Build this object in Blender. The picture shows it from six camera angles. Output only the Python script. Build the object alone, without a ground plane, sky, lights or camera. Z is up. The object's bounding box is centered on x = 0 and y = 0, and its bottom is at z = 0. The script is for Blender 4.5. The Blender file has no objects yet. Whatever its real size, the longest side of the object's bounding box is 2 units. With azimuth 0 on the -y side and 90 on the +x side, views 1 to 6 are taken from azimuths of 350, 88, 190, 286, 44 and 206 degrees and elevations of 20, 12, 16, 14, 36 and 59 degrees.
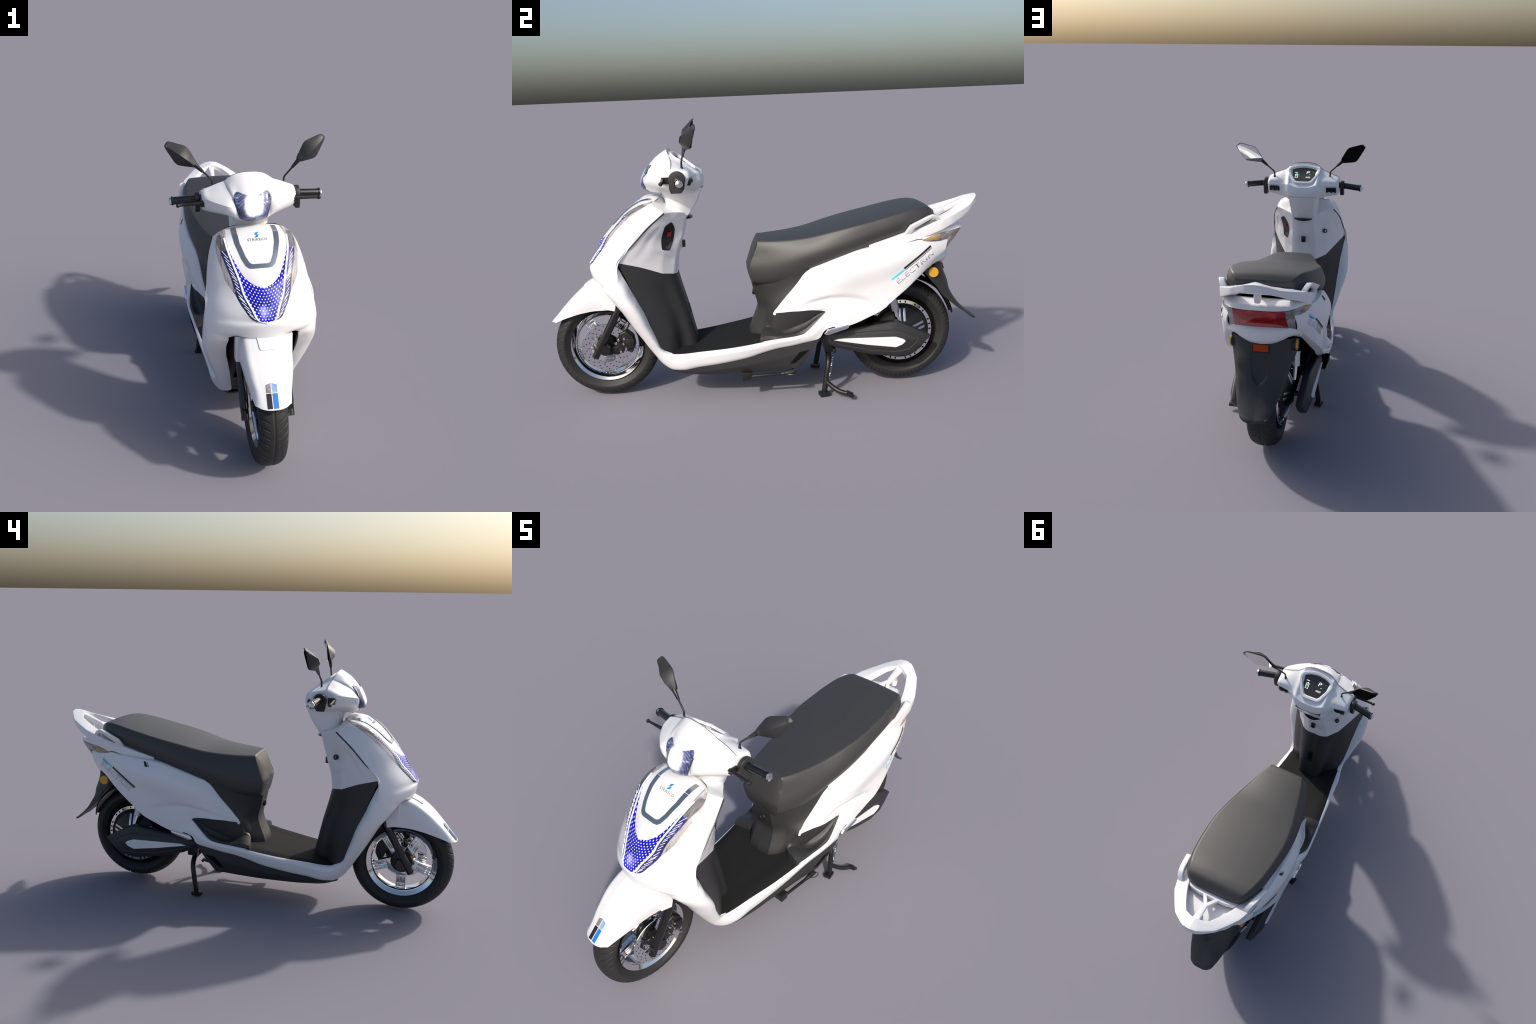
# ---------------------------------------------------------------- helpers
import bpy, bmesh, math, random
import numpy as np
from mathutils import Vector, Matrix
from mathutils.bvhtree import BVHTree

random.seed(7)
rng = np.random.RandomState(7)


def hermite(P, T, q):
    """cubic through points P at parameters T, sampled at q (Bessel tangents)"""
    P = np.asarray(P, float)
    n = len(P)
    if n == 1:
        return np.repeat(P, len(q), axis=0)
    h = np.diff(T)
    d = np.diff(P, axis=0) / h.reshape((-1,) + (1,) * (P.ndim - 1))
    m = np.zeros_like(P)
    if n == 2:
        m[:] = d[0]
    else:
        for i in range(1, n - 1):
            m[i] = (h[i] * d[i - 1] + h[i - 1] * d[i]) / (h[i - 1] + h[i])
        m[0] = 1.5 * d[0] - .5 * m[1]
        m[-1] = 1.5 * d[-1] - .5 * m[-2]
    k = np.clip(np.searchsorted(T, q, side='right') - 1, 0, n - 2)
    sh = (-1,) + (1,) * (P.ndim - 1)
    t = ((q - T[k]) / h[k]).reshape(sh)
    hh = h[k].reshape(sh)
    return ((2 * t**3 - 3 * t**2 + 1) * P[k] + (t**3 - 2 * t**2 + t) * hh * m[k]
            + (-2 * t**3 + 3 * t**2) * P[k + 1] + (t**3 - t**2) * hh * m[k + 1])


def section(pts, counts):
    """sample a section; a 4th entry 's' marks a sharp corner, 'k' a sampling knot.
    counts = samples per interval between marks"""
    xyz = np.array([p[:3] for p in pts], float)
    flag = [p[3] if len(p) > 3 else '' for p in pts]
    n = len(pts)
    marks = [0] + [i for i in range(1, n - 1) if flag[i]] + [n - 1]
    runs = [0] + [i for i in range(1, n - 1) if flag[i] == 's'] + [n - 1]
    L = np.r_[0, np.cumsum(np.maximum(np.linalg.norm(np.diff(xyz, axis=0), axis=1), 1e-6))]
    assert len(counts) == len(marks) - 1, (len(counts), len(marks))
    out = []
    for j, c in enumerate(counts):
        a, b = marks[j], marks[j + 1]
        r0 = max(r for r in runs if r <= a)
        r1 = min(r for r in runs if r >= b)
        q = np.linspace(L[a], L[b], c + 1)
        S = hermite(xyz[r0:r1 + 1], L[r0:r1 + 1], q)
        out.append(S if j == 0 else S[1:])
    return np.concatenate(out)


def loft(sections, counts, per, sharp=()):
    """grid [rows, cols, 3] through the sections; per = rows per interval (int or list)"""
    S = np.array([section(s, counts) for s in sections])
    return loft_rows(S, per, sharp)


def loft_rows(S, per, sharp=()):
    n = len(S)
    if isinstance(per, int):
        per = [per] * (n - 1)
    dl = np.maximum(np.linalg.norm(np.diff(S, axis=0), axis=2).mean(axis=1), 1e-5)
    T = np.r_[0, np.cumsum(dl)]
    runs = [0] + sorted(sharp) + [n - 1]
    out = []
    for j in range(n - 1):
        r0 = max(r for r in runs if r <= j)
        r1 = min(r for r in runs if r >= j + 1)
        q = np.linspace(T[j], T[j + 1], per[j] + 1)
        R = hermite(S[r0:r1 + 1], T[r0:r1 + 1], q)
        out.append(R if j == 0 else R[1:])
    return np.concatenate(out)


class M:
    """mesh accumulator"""
    def __init__(s):
        s.v, s.f = [], []

    def add(s, v, f):
        o = len(s.v)
        s.v += [tuple(map(float, p)) for p in v]
        s.f += [tuple(i + o for i in q) for q in f]
        return s

    def grid(s, G, closed=False, flip=False, cap0=False, cap1=False):
        r, c = G.shape[:2]
        f = []
        for i in range(r - 1):
            for j in range(c if closed else c - 1):
                k = (j + 1) % c
                q = (i * c + j, i * c + k, (i + 1) * c + k, (i + 1) * c + j)
                f.append(q[::-1] if flip else q)
        if cap0:
            q = tuple(range(c))
            f.append(q if flip else q[::-1])
        if cap1:
            q = tuple((r - 1) * c + j for j in range(c))
            f.append(q[::-1] if flip else q)
        return s.add(G.reshape(-1, 3), f)

    def mirror(s):
        o = len(s.v)
        s.v += [(-x, y, z) for x, y, z in s.v]
        s.f += [tuple(i + o for i in q[::-1]) for q in s.f]
        return s

    def box(s, c, d, rot=None):
        c = Vector(c)
        vs = []
        for a in (-1, 1):
            for b in (-1, 1):
                for e in (-1, 1):
                    p = Vector((a * d[0] / 2, b * d[1] / 2, e * d[2] / 2))
                    if rot is not None:
                        p = rot @ p
                    vs.append(c + p)
        return s.add(vs, [(0, 1, 3, 2), (4, 6, 7, 5), (0, 4, 5, 1), (2, 3, 7, 6), (0, 2, 6, 4), (1, 5, 7, 3)])

    def tube(s, path, rad, n=12, cap=True, per=1, squash=1.0):
        path = np.asarray(path, float)
        if per > 1 and len(path) > 2:
            L = np.r_[0, np.cumsum(np.linalg.norm(np.diff(path, axis=0), axis=1))]
            q = np.linspace(0, L[-1], (len(path) - 1) * per + 1)
            if not np.isscalar(rad):
                rad = np.interp(q, L, rad)
            path = hermite(path, L, q)
        k = len(path)
        rad = np.full(k, rad) if np.isscalar(rad) else np.asarray(rad, float)
        G = np.zeros((k, n, 3))
        up = None
        for i in range(k):
            t = path[min(i + 1, k - 1)] - path[max(i - 1, 0)]
            if np.linalg.norm(t) < 1e-9:
                t = path[i] - path[i - 1]
            t = t / np.linalg.norm(t)
            if up is None:
                up = np.array([0, 0, 1.]) if abs(t[2]) < .9 else np.array([0, 1., 0])
            a = np.cross(up, t)
            a /= np.linalg.norm(a)
            b = np.cross(t, a)
            up = b
            for j in range(n):
                w = 2 * math.pi * j / n
                G[i, j] = path[i] + rad[i] * (math.cos(w) * a + squash * math.sin(w) * b)
        return s.grid(G, closed=True, cap0=cap, cap1=cap)

    def lathe(s, prof, c, n=48, axis='x', a0=0., a1=2 * math.pi, closed_prof=False):
        """prof = [(radius, offset along the axis)], turned about an axis through c"""
        full = abs(a1 - a0 - 2 * math.pi) < 1e-6
        k = n if full else n + 1
        G = np.zeros((len(prof), k, 3))
        for j in range(k):
            w = a0 + (a1 - a0) * j / n
            for i, (r, o) in enumerate(prof):
                p = (o, r * math.cos(w), r * math.sin(w))
                if axis == 'z':
                    p = (p[1], p[2], p[0])
                elif axis == 'y':
                    p = (p[2], p[0], p[1])
                G[i, j] = np.array(c) + p
        if closed_prof:
            G = np.concatenate([G, G[:1]])
        return s.grid(G, closed=full)

    def prism(s, poly, levels, place=None):
        """closed outline poly [(a,b)] lofted through levels [(offset, inset or outline)]"""
        rows = []
        for off, spec in levels:
            pl_ = spec if isinstance(spec, (list, tuple, np.ndarray)) else inset(poly, spec)
            rows.append([(off, a, b) for a, b in pl_])
        G = np.array(rows, float)
        if place:
            G = np.array([[place(*p) for p in r] for r in G])
        return s.grid(G, closed=True, cap0=True, cap1=True)

    def xform(s, mat):
        s.v = [tuple(mat @ Vector(p)) for p in s.v]
        return s


def inset(poly, d):
    """move every edge of a closed outline inwards by d"""
    P = np.asarray(poly, float)
    n = len(P)
    area = .5 * np.sum(P[:, 0] * np.roll(P[:, 1], -1) - np.roll(P[:, 0], -1) * P[:, 1])
    sg = 1 if area > 0 else -1
    out = []
    for i in range(n):
        e0 = P[i] - P[i - 1]
        e1 = P[(i + 1) % n] - P[i]
        n0 = np.array([-e0[1], e0[0]]) / max(np.linalg.norm(e0), 1e-9) * sg
        n1 = np.array([-e1[1], e1[0]]) / max(np.linalg.norm(e1), 1e-9) * sg
        b = n0 + n1
        L = np.linalg.norm(b)
        b = b / L if L > 1e-6 else n0
        k = min(1 / max(b @ n0, .35), 2.2)
        out.append(tuple(P[i] + b * d * k))
    return out


def rounded(poly, r, n=4):
    """round the corners of a closed outline"""
    P = np.asarray(poly, float)
    out = []
    m = len(P)
    for i in range(m):
        a, b, c = P[i - 1], P[i], P[(i + 1) % m]
        rr = r[i] if isinstance(r, (list, tuple)) else r
        la, lc = np.linalg.norm(a - b), np.linalg.norm(c - b)
        k = min(rr, .45 * la, .45 * lc)
        p, q = b + (a - b) / la * k, b + (c - b) / lc * k
        for t in np.linspace(0, 1, n + 1):
            out.append(tuple((1 - t)**2 * p + 2 * t * (1 - t) * b + t * t * q))
    return out


ROOT = None


def finish(me, angle):
    bm = bmesh.new()
    bm.from_mesh(me)
    bmesh.ops.remove_doubles(bm, verts=bm.verts, dist=2e-5)
    bmesh.ops.dissolve_degenerate(bm, edges=bm.edges, dist=1e-6)
    bm.to_mesh(me)
    bm.free()
    me.polygons.foreach_set('use_smooth', [True] * len(me.polygons))
    me.set_sharp_from_angle(angle=math.radians(angle))


def apply_mods(ob):
    dg = bpy.context.evaluated_depsgraph_get()
    ev = ob.evaluated_get(dg)
    me = bpy.data.meshes.new_from_object(ev)
    old = ob.data
    ob.modifiers.clear()
    ob.data = me
    bpy.data.meshes.remove(old)
    me.name = ob.name


def mk(name, m, mat, parent=None, angle=38, solid=None, offset=-1., bevel=None, bseg=2, recalc=False, sub=0, stuff=False):
    me = bpy.data.meshes.new(name)
    me.from_pydata(m.v, [], m.f)
    me.validate()
    bm = bmesh.new()
    bm.from_mesh(me)
    bmesh.ops.remove_doubles(bm, verts=bm.verts, dist=2e-5)
    bmesh.ops.dissolve_degenerate(bm, edges=bm.edges, dist=1e-6)
    if recalc:
        bmesh.ops.recalc_face_normals(bm, faces=bm.faces)
    bm.to_mesh(me)
    bm.free()
    ob = bpy.data.objects.new(name, me)
    bpy.context.scene.collection.objects.link(ob)
    me.materials.append(mat)
    if solid:
        md = ob.modifiers.new('s', 'SOLIDIFY')
        md.thickness = solid
        md.offset = offset
        md.use_even_offset = False
    if sub:
        md = ob.modifiers.new('u', 'SUBSURF')
        md.levels = md.render_levels = sub
    if bevel:
        md = ob.modifiers.new('b', 'BEVEL')
        md.width = bevel
        md.segments = bseg
        md.limit_method = 'ANGLE'
        md.angle_limit = math.radians(35)
    if len(ob.modifiers):
        apply_mods(ob)
    finish(ob.data, angle)
    ob.parent = parent or ROOT
    if stuff:
        ob['kind'] = 'stuff'
    return ob


def mirrored(ob, mat=None):
    """the same part on the other side of the scooter"""
    me = ob.data.copy()
    me.transform(Matrix.Scale(-1, 4, (1, 0, 0)))
    me.flip_normals()
    o = bpy.data.objects.new(ob.name, me)
    bpy.context.scene.collection.objects.link(o)
    o.parent = ob.parent
    if mat:
        me.materials[0] = mat
    return o


def bvh(*obs):
    v, f = [], []
    for o in obs:
        k = len(v)
        v += [p.co.copy() for p in o.data.vertices]
        f += [tuple(i + k for i in p.vertices) for p in o.data.polygons]
    return BVHTree.FromPolygons(v, f)


def project(me, frame, tree, off, far=.6):
    """drop flat mesh (x,y in frame) onto a surface along the frame's -z"""
    d = -Vector(frame.col[2][:3])
    for v in me.vertices:
        p = frame @ Vector((v.co.x, v.co.y, 0))
        h = tree.ray_cast(p - d * .15, d, far)
        lift = off + v.co.z
        v.co = (h[0] - d * lift) if h[0] else (p - d * lift)


def frame(o, ux, uy):
    ux = Vector(ux).normalized()
    uy = Vector(uy)
    uy = (uy - ux * uy.dot(ux)).normalized()
    uz = ux.cross(uy)
    m = Matrix((ux, uy, uz)).transposed().to_4x4()
    m.translation = Vector(o)
    return m


def decal(name, polys, fr, tree, mat, off=.0008, cell=.008, thick=.0008, parent=None, angle=38, stuff=False, smooth_rim=0):
    """thin flat pieces laid on a surface: outlines in the frame's plane, cut in cells, dropped, thickened"""
    bm = bmesh.new()
    for poly in polys:
        b2 = bmesh.new()
        vs = [b2.verts.new((a, b, 0)) for a, b in poly]
        b2.faces.new(vs)
        lo = np.min(poly, axis=0)
        hi = np.max(poly, axis=0)
        for ax in (0, 1):
            k = int((hi[ax] - lo[ax]) / cell)
            for i in range(1, k + 1):
                co = [0, 0, 0]
                no = [0, 0, 0]
                co[ax] = lo[ax] + (hi[ax] - lo[ax]) * i / (k + 1)
                no[ax] = 1
                bmesh.ops.bisect_plane(b2, geom=b2.verts[:] + b2.edges[:] + b2.faces[:], plane_co=co, plane_no=no)
        bmesh.ops.triangulate(b2, faces=[f for f in b2.faces if len(f.verts) > 4])
        t = bpy.data.meshes.new('t')
        b2.to_mesh(t)
        b2.free()
        bm.from_mesh(t)
        bpy.data.meshes.remove(t)
    bmesh.ops.recalc_face_normals(bm, faces=bm.faces)
    for f in bm.faces:
        if f.normal.z < 0:
            f.normal_flip()
    me = bpy.data.meshes.new(name)
    bm.to_mesh(me)
    bm.free()
    project(me, fr, tree, off)
    ob = bpy.data.objects.new(name, me)
    bpy.context.scene.collection.objects.link(ob)
    me.materials.append(mat)
    md = ob.modifiers.new('s', 'SOLIDIFY')
    md.thickness = thick
    md.offset = 1.
    apply_mods(ob)
    finish(ob.data, angle)
    ob.parent = parent or ROOT
    if stuff:
        ob['kind'] = 'stuff'
    return ob


def lettering(name, body, size, fr, tree, mat, off=.0008, thick=.0006, parent=None, shear=0., space=1., bold=0., width=None):
    cu = bpy.data.curves.new(name, 'FONT')
    cu.body = body
    cu.size = size
    cu.align_x = 'CENTER'
    cu.align_y = 'CENTER'
    cu.shear = shear
    cu.space_character = space
    cu.offset = bold
    cu.resolution_u = 3
    ob = bpy.data.objects.new(name, cu)
    bpy.context.scene.collection.objects.link(ob)
    dg = bpy.context.evaluated_depsgraph_get()
    me = bpy.data.meshes.new_from_object(ob.evaluated_get(dg))
    bpy.data.objects.remove(ob)
    bpy.data.curves.remove(cu)
    if width:
        xs = [v.co.x for v in me.vertices]
        k = width / (max(xs) - min(xs))
        for v in me.vertices:
            v.co.x *= k
    me.name = name
    project(me, fr, tree, off)
    me.materials.clear()
    me.materials.append(mat)
    ob = bpy.data.objects.new(name, me)
    bpy.context.scene.collection.objects.link(ob)
    md = ob.modifiers.new('s', 'SOLIDIFY')
    md.thickness = thick
    md.offset = 1.
    apply_mods(ob)
    ob.parent = parent or ROOT
    return ob
# ---------------------------------------------------------------- materials
def _mat(name):
    m = bpy.data.materials.new(name)
    m.use_nodes = True
    nt = m.node_tree
    b = nt.nodes['Principled BSDF']
    return m, nt, b


def N(nt, kind, **kw):
    n = nt.nodes.new(kind)
    for k, v in kw.items():
        if hasattr(n, k):
            setattr(n, k, v)
        else:
            n.inputs[k].default_value = v
    return n


def plain(name, col, rough=.5, metal=0., coat=0., grain=0., gscale=60., bump=0., bscale=400., spec=.5, emit=0., ecol=None, trans=0., ior=1.45, coat_rough=.05):
    """one colour, with a faint procedural mottling and fine grain"""
    m, nt, b = _mat(name)
    c = (*col, 1)
    b.inputs['Roughness'].default_value = rough
    b.inputs['Metallic'].default_value = metal
    b.inputs['Coat Weight'].default_value = coat
    b.inputs['Coat Roughness'].default_value = coat_rough
    b.inputs['Specular IOR Level'].default_value = spec
    b.inputs['Transmission Weight'].default_value = trans
    b.inputs['IOR'].default_value = ior
    tc = N(nt, 'ShaderNodeTexCoord')
    no = N(nt, 'ShaderNodeTexNoise')
    no.inputs['Scale'].default_value = gscale
    no.inputs['Detail'].default_value = 3
    nt.links.new(tc.outputs['Object'], no.inputs['Vector'])
    mx = N(nt, 'ShaderNodeMix', data_type='RGBA')
    mx.inputs[6].default_value = tuple(max(0, x * (1 - grain)) for x in col) + (1,)
    mx.inputs[7].default_value = tuple(min(1, x * (1 + grain)) for x in col) + (1,)
    nt.links.new(no.outputs['Fac'], mx.inputs[0])
    nt.links.new(mx.outputs[2], b.inputs['Base Color'])
    if bump:
        n2 = N(nt, 'ShaderNodeTexNoise')
        n2.inputs['Scale'].default_value = bscale
        n2.inputs['Detail'].default_value = 2
        nt.links.new(tc.outputs['Object'], n2.inputs['Vector'])
        bp = N(nt, 'ShaderNodeBump')
        bp.inputs['Strength'].default_value = bump
        bp.inputs['Distance'].default_value = .001
        nt.links.new(n2.outputs['Fac'], bp.inputs['Height'])
        nt.links.new(bp.outputs['Normal'], b.inputs['Normal'])
    if emit:
        b.inputs['Emission Strength'].default_value = emit
        b.inputs['Emission Color'].default_value = (*(ecol or col), 1)
    return m


def ramp(nt, src, stops, interp='LINEAR'):
    r = N(nt, 'ShaderNodeValToRGB')
    r.color_ramp.interpolation = interp
    e = r.color_ramp.elements
    while len(e) < len(stops):
        e.new(.5)
    for k, (p, c) in zip(e, stops):
        k.position = p
        k.color = (*c, 1)
    nt.links.new(src, r.inputs[0])
    return r.outputs[0]


def mathn(nt, op, a, b=None, clamp=False):
    n = N(nt, 'ShaderNodeMath', operation=op, use_clamp=clamp)
    for i, v in enumerate((a, b)):
        if v is None:
            continue
        if isinstance(v, (int, float)):
            n.inputs[i].default_value = v
        else:
            nt.links.new(v, n.inputs[i])
    return n.outputs[0]


WHITE = plain('white_paint', (.80, .80, .81), .32, grain=.01, coat=.25, coat_rough=.12)
DARK = plain('grey_black_plastic', (.026, .026, .0265), .50, grain=.05, spec=.62)
FLOOR = plain('floor_rubber', (.014, .014, .014), .8, grain=.08, spec=.18)
SEAT = plain('seat_vinyl', (.036, .0355, .0355), .50, grain=.05, bump=.05, bscale=600, spec=.75)
TYRE = plain('tyre_rubber', (.022, .022, .0225), .55, grain=.06, bump=.06, bscale=500, spec=.45)
BLACK = plain('black_enamel', (.012, .012, .012), .35, grain=.05)
MATT = plain('matt_black', (.006, .006, .006), .8, spec=.1)
GLOSS = plain('gloss_black', (.008, .008, .009), .12, coat=.4)
CHROME = plain('chrome', (.80, .80, .81), .05, metal=1.)
SATIN = plain('satin_metal', (.55, .57, .60), .28, metal=1.)
TRIM = plain('grey_trim', (.16, .20, .26), .30, metal=.6, coat=.3)
MIRROR = plain('mirror_glass', (.88, .88, .89), .01, metal=1.)
AMBER = plain('amber_reflector', (.62, .33, .02), .3, coat=.5, grain=.08, gscale=300)
ORANGE = plain('orange_reflector', (.46, .050, .006), .5, coat=.0, spec=.2, grain=.08, gscale=300)
RED = plain('red_plastic', (.35, .01, .012), .4)
INK = plain('black_ink', (.015, .015, .018), .5)
BLUE = plain('blue_ink', (.022, .20, .62), .45)
SKY = plain('light_blue_ink', (.10, .36, .75), .45)
CYAN = plain('cyan_ink', (.12, .70, .88), .45)
AZURE = plain('azure_ink', (.02, .45, .90), .4)
GREYINK = plain('grey_ink', (.22, .22, .23), .5)
PEARL = plain('greyed_white_lettering', (.72, .72, .73), .35, coat=.2)  # white toned down to show the slight shading on the raised side letters
GLOW = plain('display_white', (.8, .8, .8), .4, emit=.9)
GLOWG = plain('display_green', (.03, .45, .16), .4, emit=.7)
GLOWR = plain('display_red', (.5, .03, .02), .4, emit=.5)
GHOST = plain('display_unlit', (.035, .03, .025), .4)


def screen_material():
    return plain('display_glass', (.048, .047, .043), .35, coat=.15)  # base lightened to grey for the sky reflected in the screen


def headlamp_material():
    """lamp glow painted into the lens colour: white in the middle, mottled blue-grey outside"""
    m, nt, b = _mat('headlamp_glass')
    tc = N(nt, 'ShaderNodeTexCoord')
    mp = N(nt, 'ShaderNodeMapping')
    mp.inputs['Location'].default_value = (0, 0, -1.035)
    nt.links.new(tc.outputs['Object'], mp.inputs['Vector'])
    sp = N(nt, 'ShaderNodeSeparateXYZ')
    nt.links.new(mp.outputs['Vector'], sp.inputs[0])
    no = N(nt, 'ShaderNodeTexNoise')
    no.inputs['Scale'].default_value = 30
    no.inputs['Detail'].default_value = 3
    no.inputs['Distortion'].default_value = 1.2
    nt.links.new(tc.outputs['Object'], no.inputs['Vector'])
    x2 = mathn(nt, 'POWER', mathn(nt, 'MULTIPLY', mathn(nt, 'ABSOLUTE', sp.outputs[0]), 1 / .058), 2.6)
    z2 = mathn(nt, 'POWER', mathn(nt, 'MULTIPLY', mathn(nt, 'ABSOLUTE', sp.outputs[2]), 1 / .066), 2.6)
    r = mathn(nt, 'POWER', mathn(nt, 'ADD', x2, z2), 1 / 2.6)
    wv = N(nt, 'ShaderNodeTexWave', wave_type='RINGS', rings_direction='SPHERICAL')
    wv.inputs['Scale'].default_value = 55
    wv.inputs['Distortion'].default_value = 2.5
    wv.inputs['Detail'].default_value = 1.5
    nt.links.new(mp.outputs['Vector'], wv.inputs['Vector'])
    r2 = mathn(nt, 'ADD', r, mathn(nt, 'MULTIPLY', mathn(nt, 'SUBTRACT', no.outputs['Fac'], .5), .30))
    core = ramp(nt, r2, [(.0, (1, 1, 1)), (.50, (1, 1, 1)), (.74, (.10, .10, .10)), (1., (0, 0, 0))])
    rib = ramp(nt, mathn(nt, 'ADD', mathn(nt, 'MULTIPLY', wv.outputs['Fac'], .16), mathn(nt, 'MULTIPLY', no.outputs['Fac'], 1.05)), [(.35, (.018, .024, .085)), (.60, (.055, .07, .18)), (.78, (.22, .26, .42)), (.88, (.50, .54, .70))])
    mx = N(nt, 'ShaderNodeMix', data_type='RGBA')
    nt.links.new(core, mx.inputs[0])
    nt.links.new(rib, mx.inputs[6])
    mx.inputs[7].default_value = (.9, .92, 1, 1)
    nt.links.new(mx.outputs[2], b.inputs['Base Color'])
    b.inputs['Roughness'].default_value = .25
    b.inputs['Coat Weight'].default_value = .3
    b.inputs['Coat Roughness'].default_value = .03
    nt.links.new(mx.outputs[2], b.inputs['Emission Color'])
    nt.links.new(mathn(nt, 'MULTIPLY', core, .8), b.inputs['Emission Strength'])
    return m


def led_material():
    """deep blue panel with a staggered grid of white light points"""
    m, nt, b = _mat('blue_light_panel')
    tc = N(nt, 'ShaderNodeTexCoord')
    sp = N(nt, 'ShaderNodeSeparateXYZ')
    nt.links.new(tc.outputs['Object'], sp.inputs[0])
    # staggered rows: coordinates u (across) and w (down the slope)
    u = mathn(nt, 'MULTIPLY', sp.outputs[0], 1 / .0125)
    w = mathn(nt, 'MULTIPLY', mathn(nt, 'SUBTRACT', sp.outputs[2], mathn(nt, 'MULTIPLY', mathn(nt, 'POWER', mathn(nt, 'ABSOLUTE', sp.outputs[0]), 2.), 4.)), 1 / .0098)
    row = mathn(nt, 'FLOOR', w)
    u2 = mathn(nt, 'ADD', u, mathn(nt, 'MULTIPLY', row, .5))
    fu = mathn(nt, 'SUBTRACT', mathn(nt, 'FRACT', u2), .5)
    fw = mathn(nt, 'MULTIPLY', mathn(nt, 'SUBTRACT', mathn(nt, 'FRACT', w), .5), .82)
    d = mathn(nt, 'SQRT', mathn(nt, 'ADD', mathn(nt, 'POWER', mathn(nt, 'ABSOLUTE', fu), 2.), mathn(nt, 'POWER', mathn(nt, 'ABSOLUTE', fw), 2.)))
    dot = ramp(nt, d, [(.16, (1, 1, 1)), (.24, (0, 0, 0))])
    no = N(nt, 'ShaderNodeTexNoise')
    no.inputs['Scale'].default_value = 26
    no.inputs['Detail'].default_value = 4
    nt.links.new(tc.outputs['Object'], no.inputs['Vector'])
    base = ramp(nt, no.outputs['Fac'], [(.38, (.004, .003, .24)), (.56, (.008, .006, .50)), (.70, (.02, .015, .62))])
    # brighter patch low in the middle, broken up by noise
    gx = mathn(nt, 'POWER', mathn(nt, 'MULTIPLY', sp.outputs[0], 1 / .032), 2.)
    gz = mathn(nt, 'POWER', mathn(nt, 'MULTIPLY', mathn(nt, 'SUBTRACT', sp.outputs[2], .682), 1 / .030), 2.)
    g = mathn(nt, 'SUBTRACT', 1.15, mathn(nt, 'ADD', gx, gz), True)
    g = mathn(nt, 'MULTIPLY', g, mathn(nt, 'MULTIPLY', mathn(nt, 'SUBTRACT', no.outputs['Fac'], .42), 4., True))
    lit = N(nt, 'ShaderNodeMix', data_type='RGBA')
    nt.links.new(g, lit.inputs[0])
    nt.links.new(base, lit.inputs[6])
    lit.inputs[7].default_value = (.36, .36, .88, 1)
    mx = N(nt, 'ShaderNodeMix', data_type='RGBA')
    nt.links.new(dot, mx.inputs[0])
    nt.links.new(lit.outputs[2], mx.inputs[6])
    mx.inputs[7].default_value = (.80, .88, 1, 1)
    nt.links.new(mx.outputs[2], b.inputs['Base Color'])
    b.inputs['Roughness'].default_value = .3
    b.inputs['Specular IOR Level'].default_value = .25
    b.inputs['Coat Weight'].default_value = .12
    nt.links.new(mx.outputs[2], b.inputs['Emission Color'])
    b.inputs['Emission Strength'].default_value = .08
    return m


def streaky(name, stops, scale, stretch, rough=.15, coat=.6, dist=.6, metal=0.):
    """patchy reflector lens: stretched noise through a colour ramp"""
    m, nt, b = _mat(name)
    tc = N(nt, 'ShaderNodeTexCoord')
    mp = N(nt, 'ShaderNodeMapping')
    mp.inputs['Scale'].default_value = stretch
    nt.links.new(tc.outputs['Object'], mp.inputs['Vector'])
    no = N(nt, 'ShaderNodeTexNoise')
    no.inputs['Scale'].default_value = scale
    no.inputs['Detail'].default_value = 5
    no.inputs['Distortion'].default_value = dist
    nt.links.new(mp.outputs['Vector'], no.inputs['Vector'])
    nt.links.new(ramp(nt, no.outputs['Fac'], stops), b.inputs['Base Color'])
    b.inputs['Roughness'].default_value = rough
    b.inputs['Coat Weight'].default_value = coat
    b.inputs['Coat Roughness'].default_value = .03
    b.inputs['Metallic'].default_value = metal
    return m


HEADLAMP = headlamp_material()
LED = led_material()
SCREEN = screen_material()
STRIPE = plain('white_light_strip', (.85, .9, 1), .3, emit=.25)
NAVY = streaky('navy_lens', [(.35, (.012, .010, .06)), (.55, (.03, .025, .16)), (.66, (.16, .15, .34))], 40, (1, 1, .5))
CLEAR = streaky('clear_signal_lens', [(.30, (.12, .12, .125)), (.42, (.26, .26, .27)), (.50, (.42, .42, .43)), (.56, (.44, .34, .30)), (.61, (.40, .40, .41)), (.75, (.62, .63, .65))], 30, (4.5, .55, .55), dist=.25)
CLEARTIP = plain('aqua_lens_edge', (.30, .56, .62), .2, coat=.5)
TAILRED = streaky('red_tail_lens', [(.30, (.12, .003, .004)), (.46, (.30, .006, .007)), (.58, (.46, .012, .012)), (.70, (.62, .06, .05))], 16, (1, 1, 2.2), rough=.12, coat=.35)  # reds brightened, palest stop tinted for the lens sheen
SMOKE = streaky('smoky_signal_lens', [(.30, (.13, .12, .12)), (.48, (.24, .23, .23)), (.60, (.34, .31, .30)), (.72, (.50, .38, .30))], 26, (1.4, .8, 1.4))
AMBERLENS = streaky('amber_bulb_cover', [(.3, (.30, .17, .06)), (.6, (.46, .30, .13)), (.75, (.52, .40, .24))], 30, (1, 1, 1))
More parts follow.
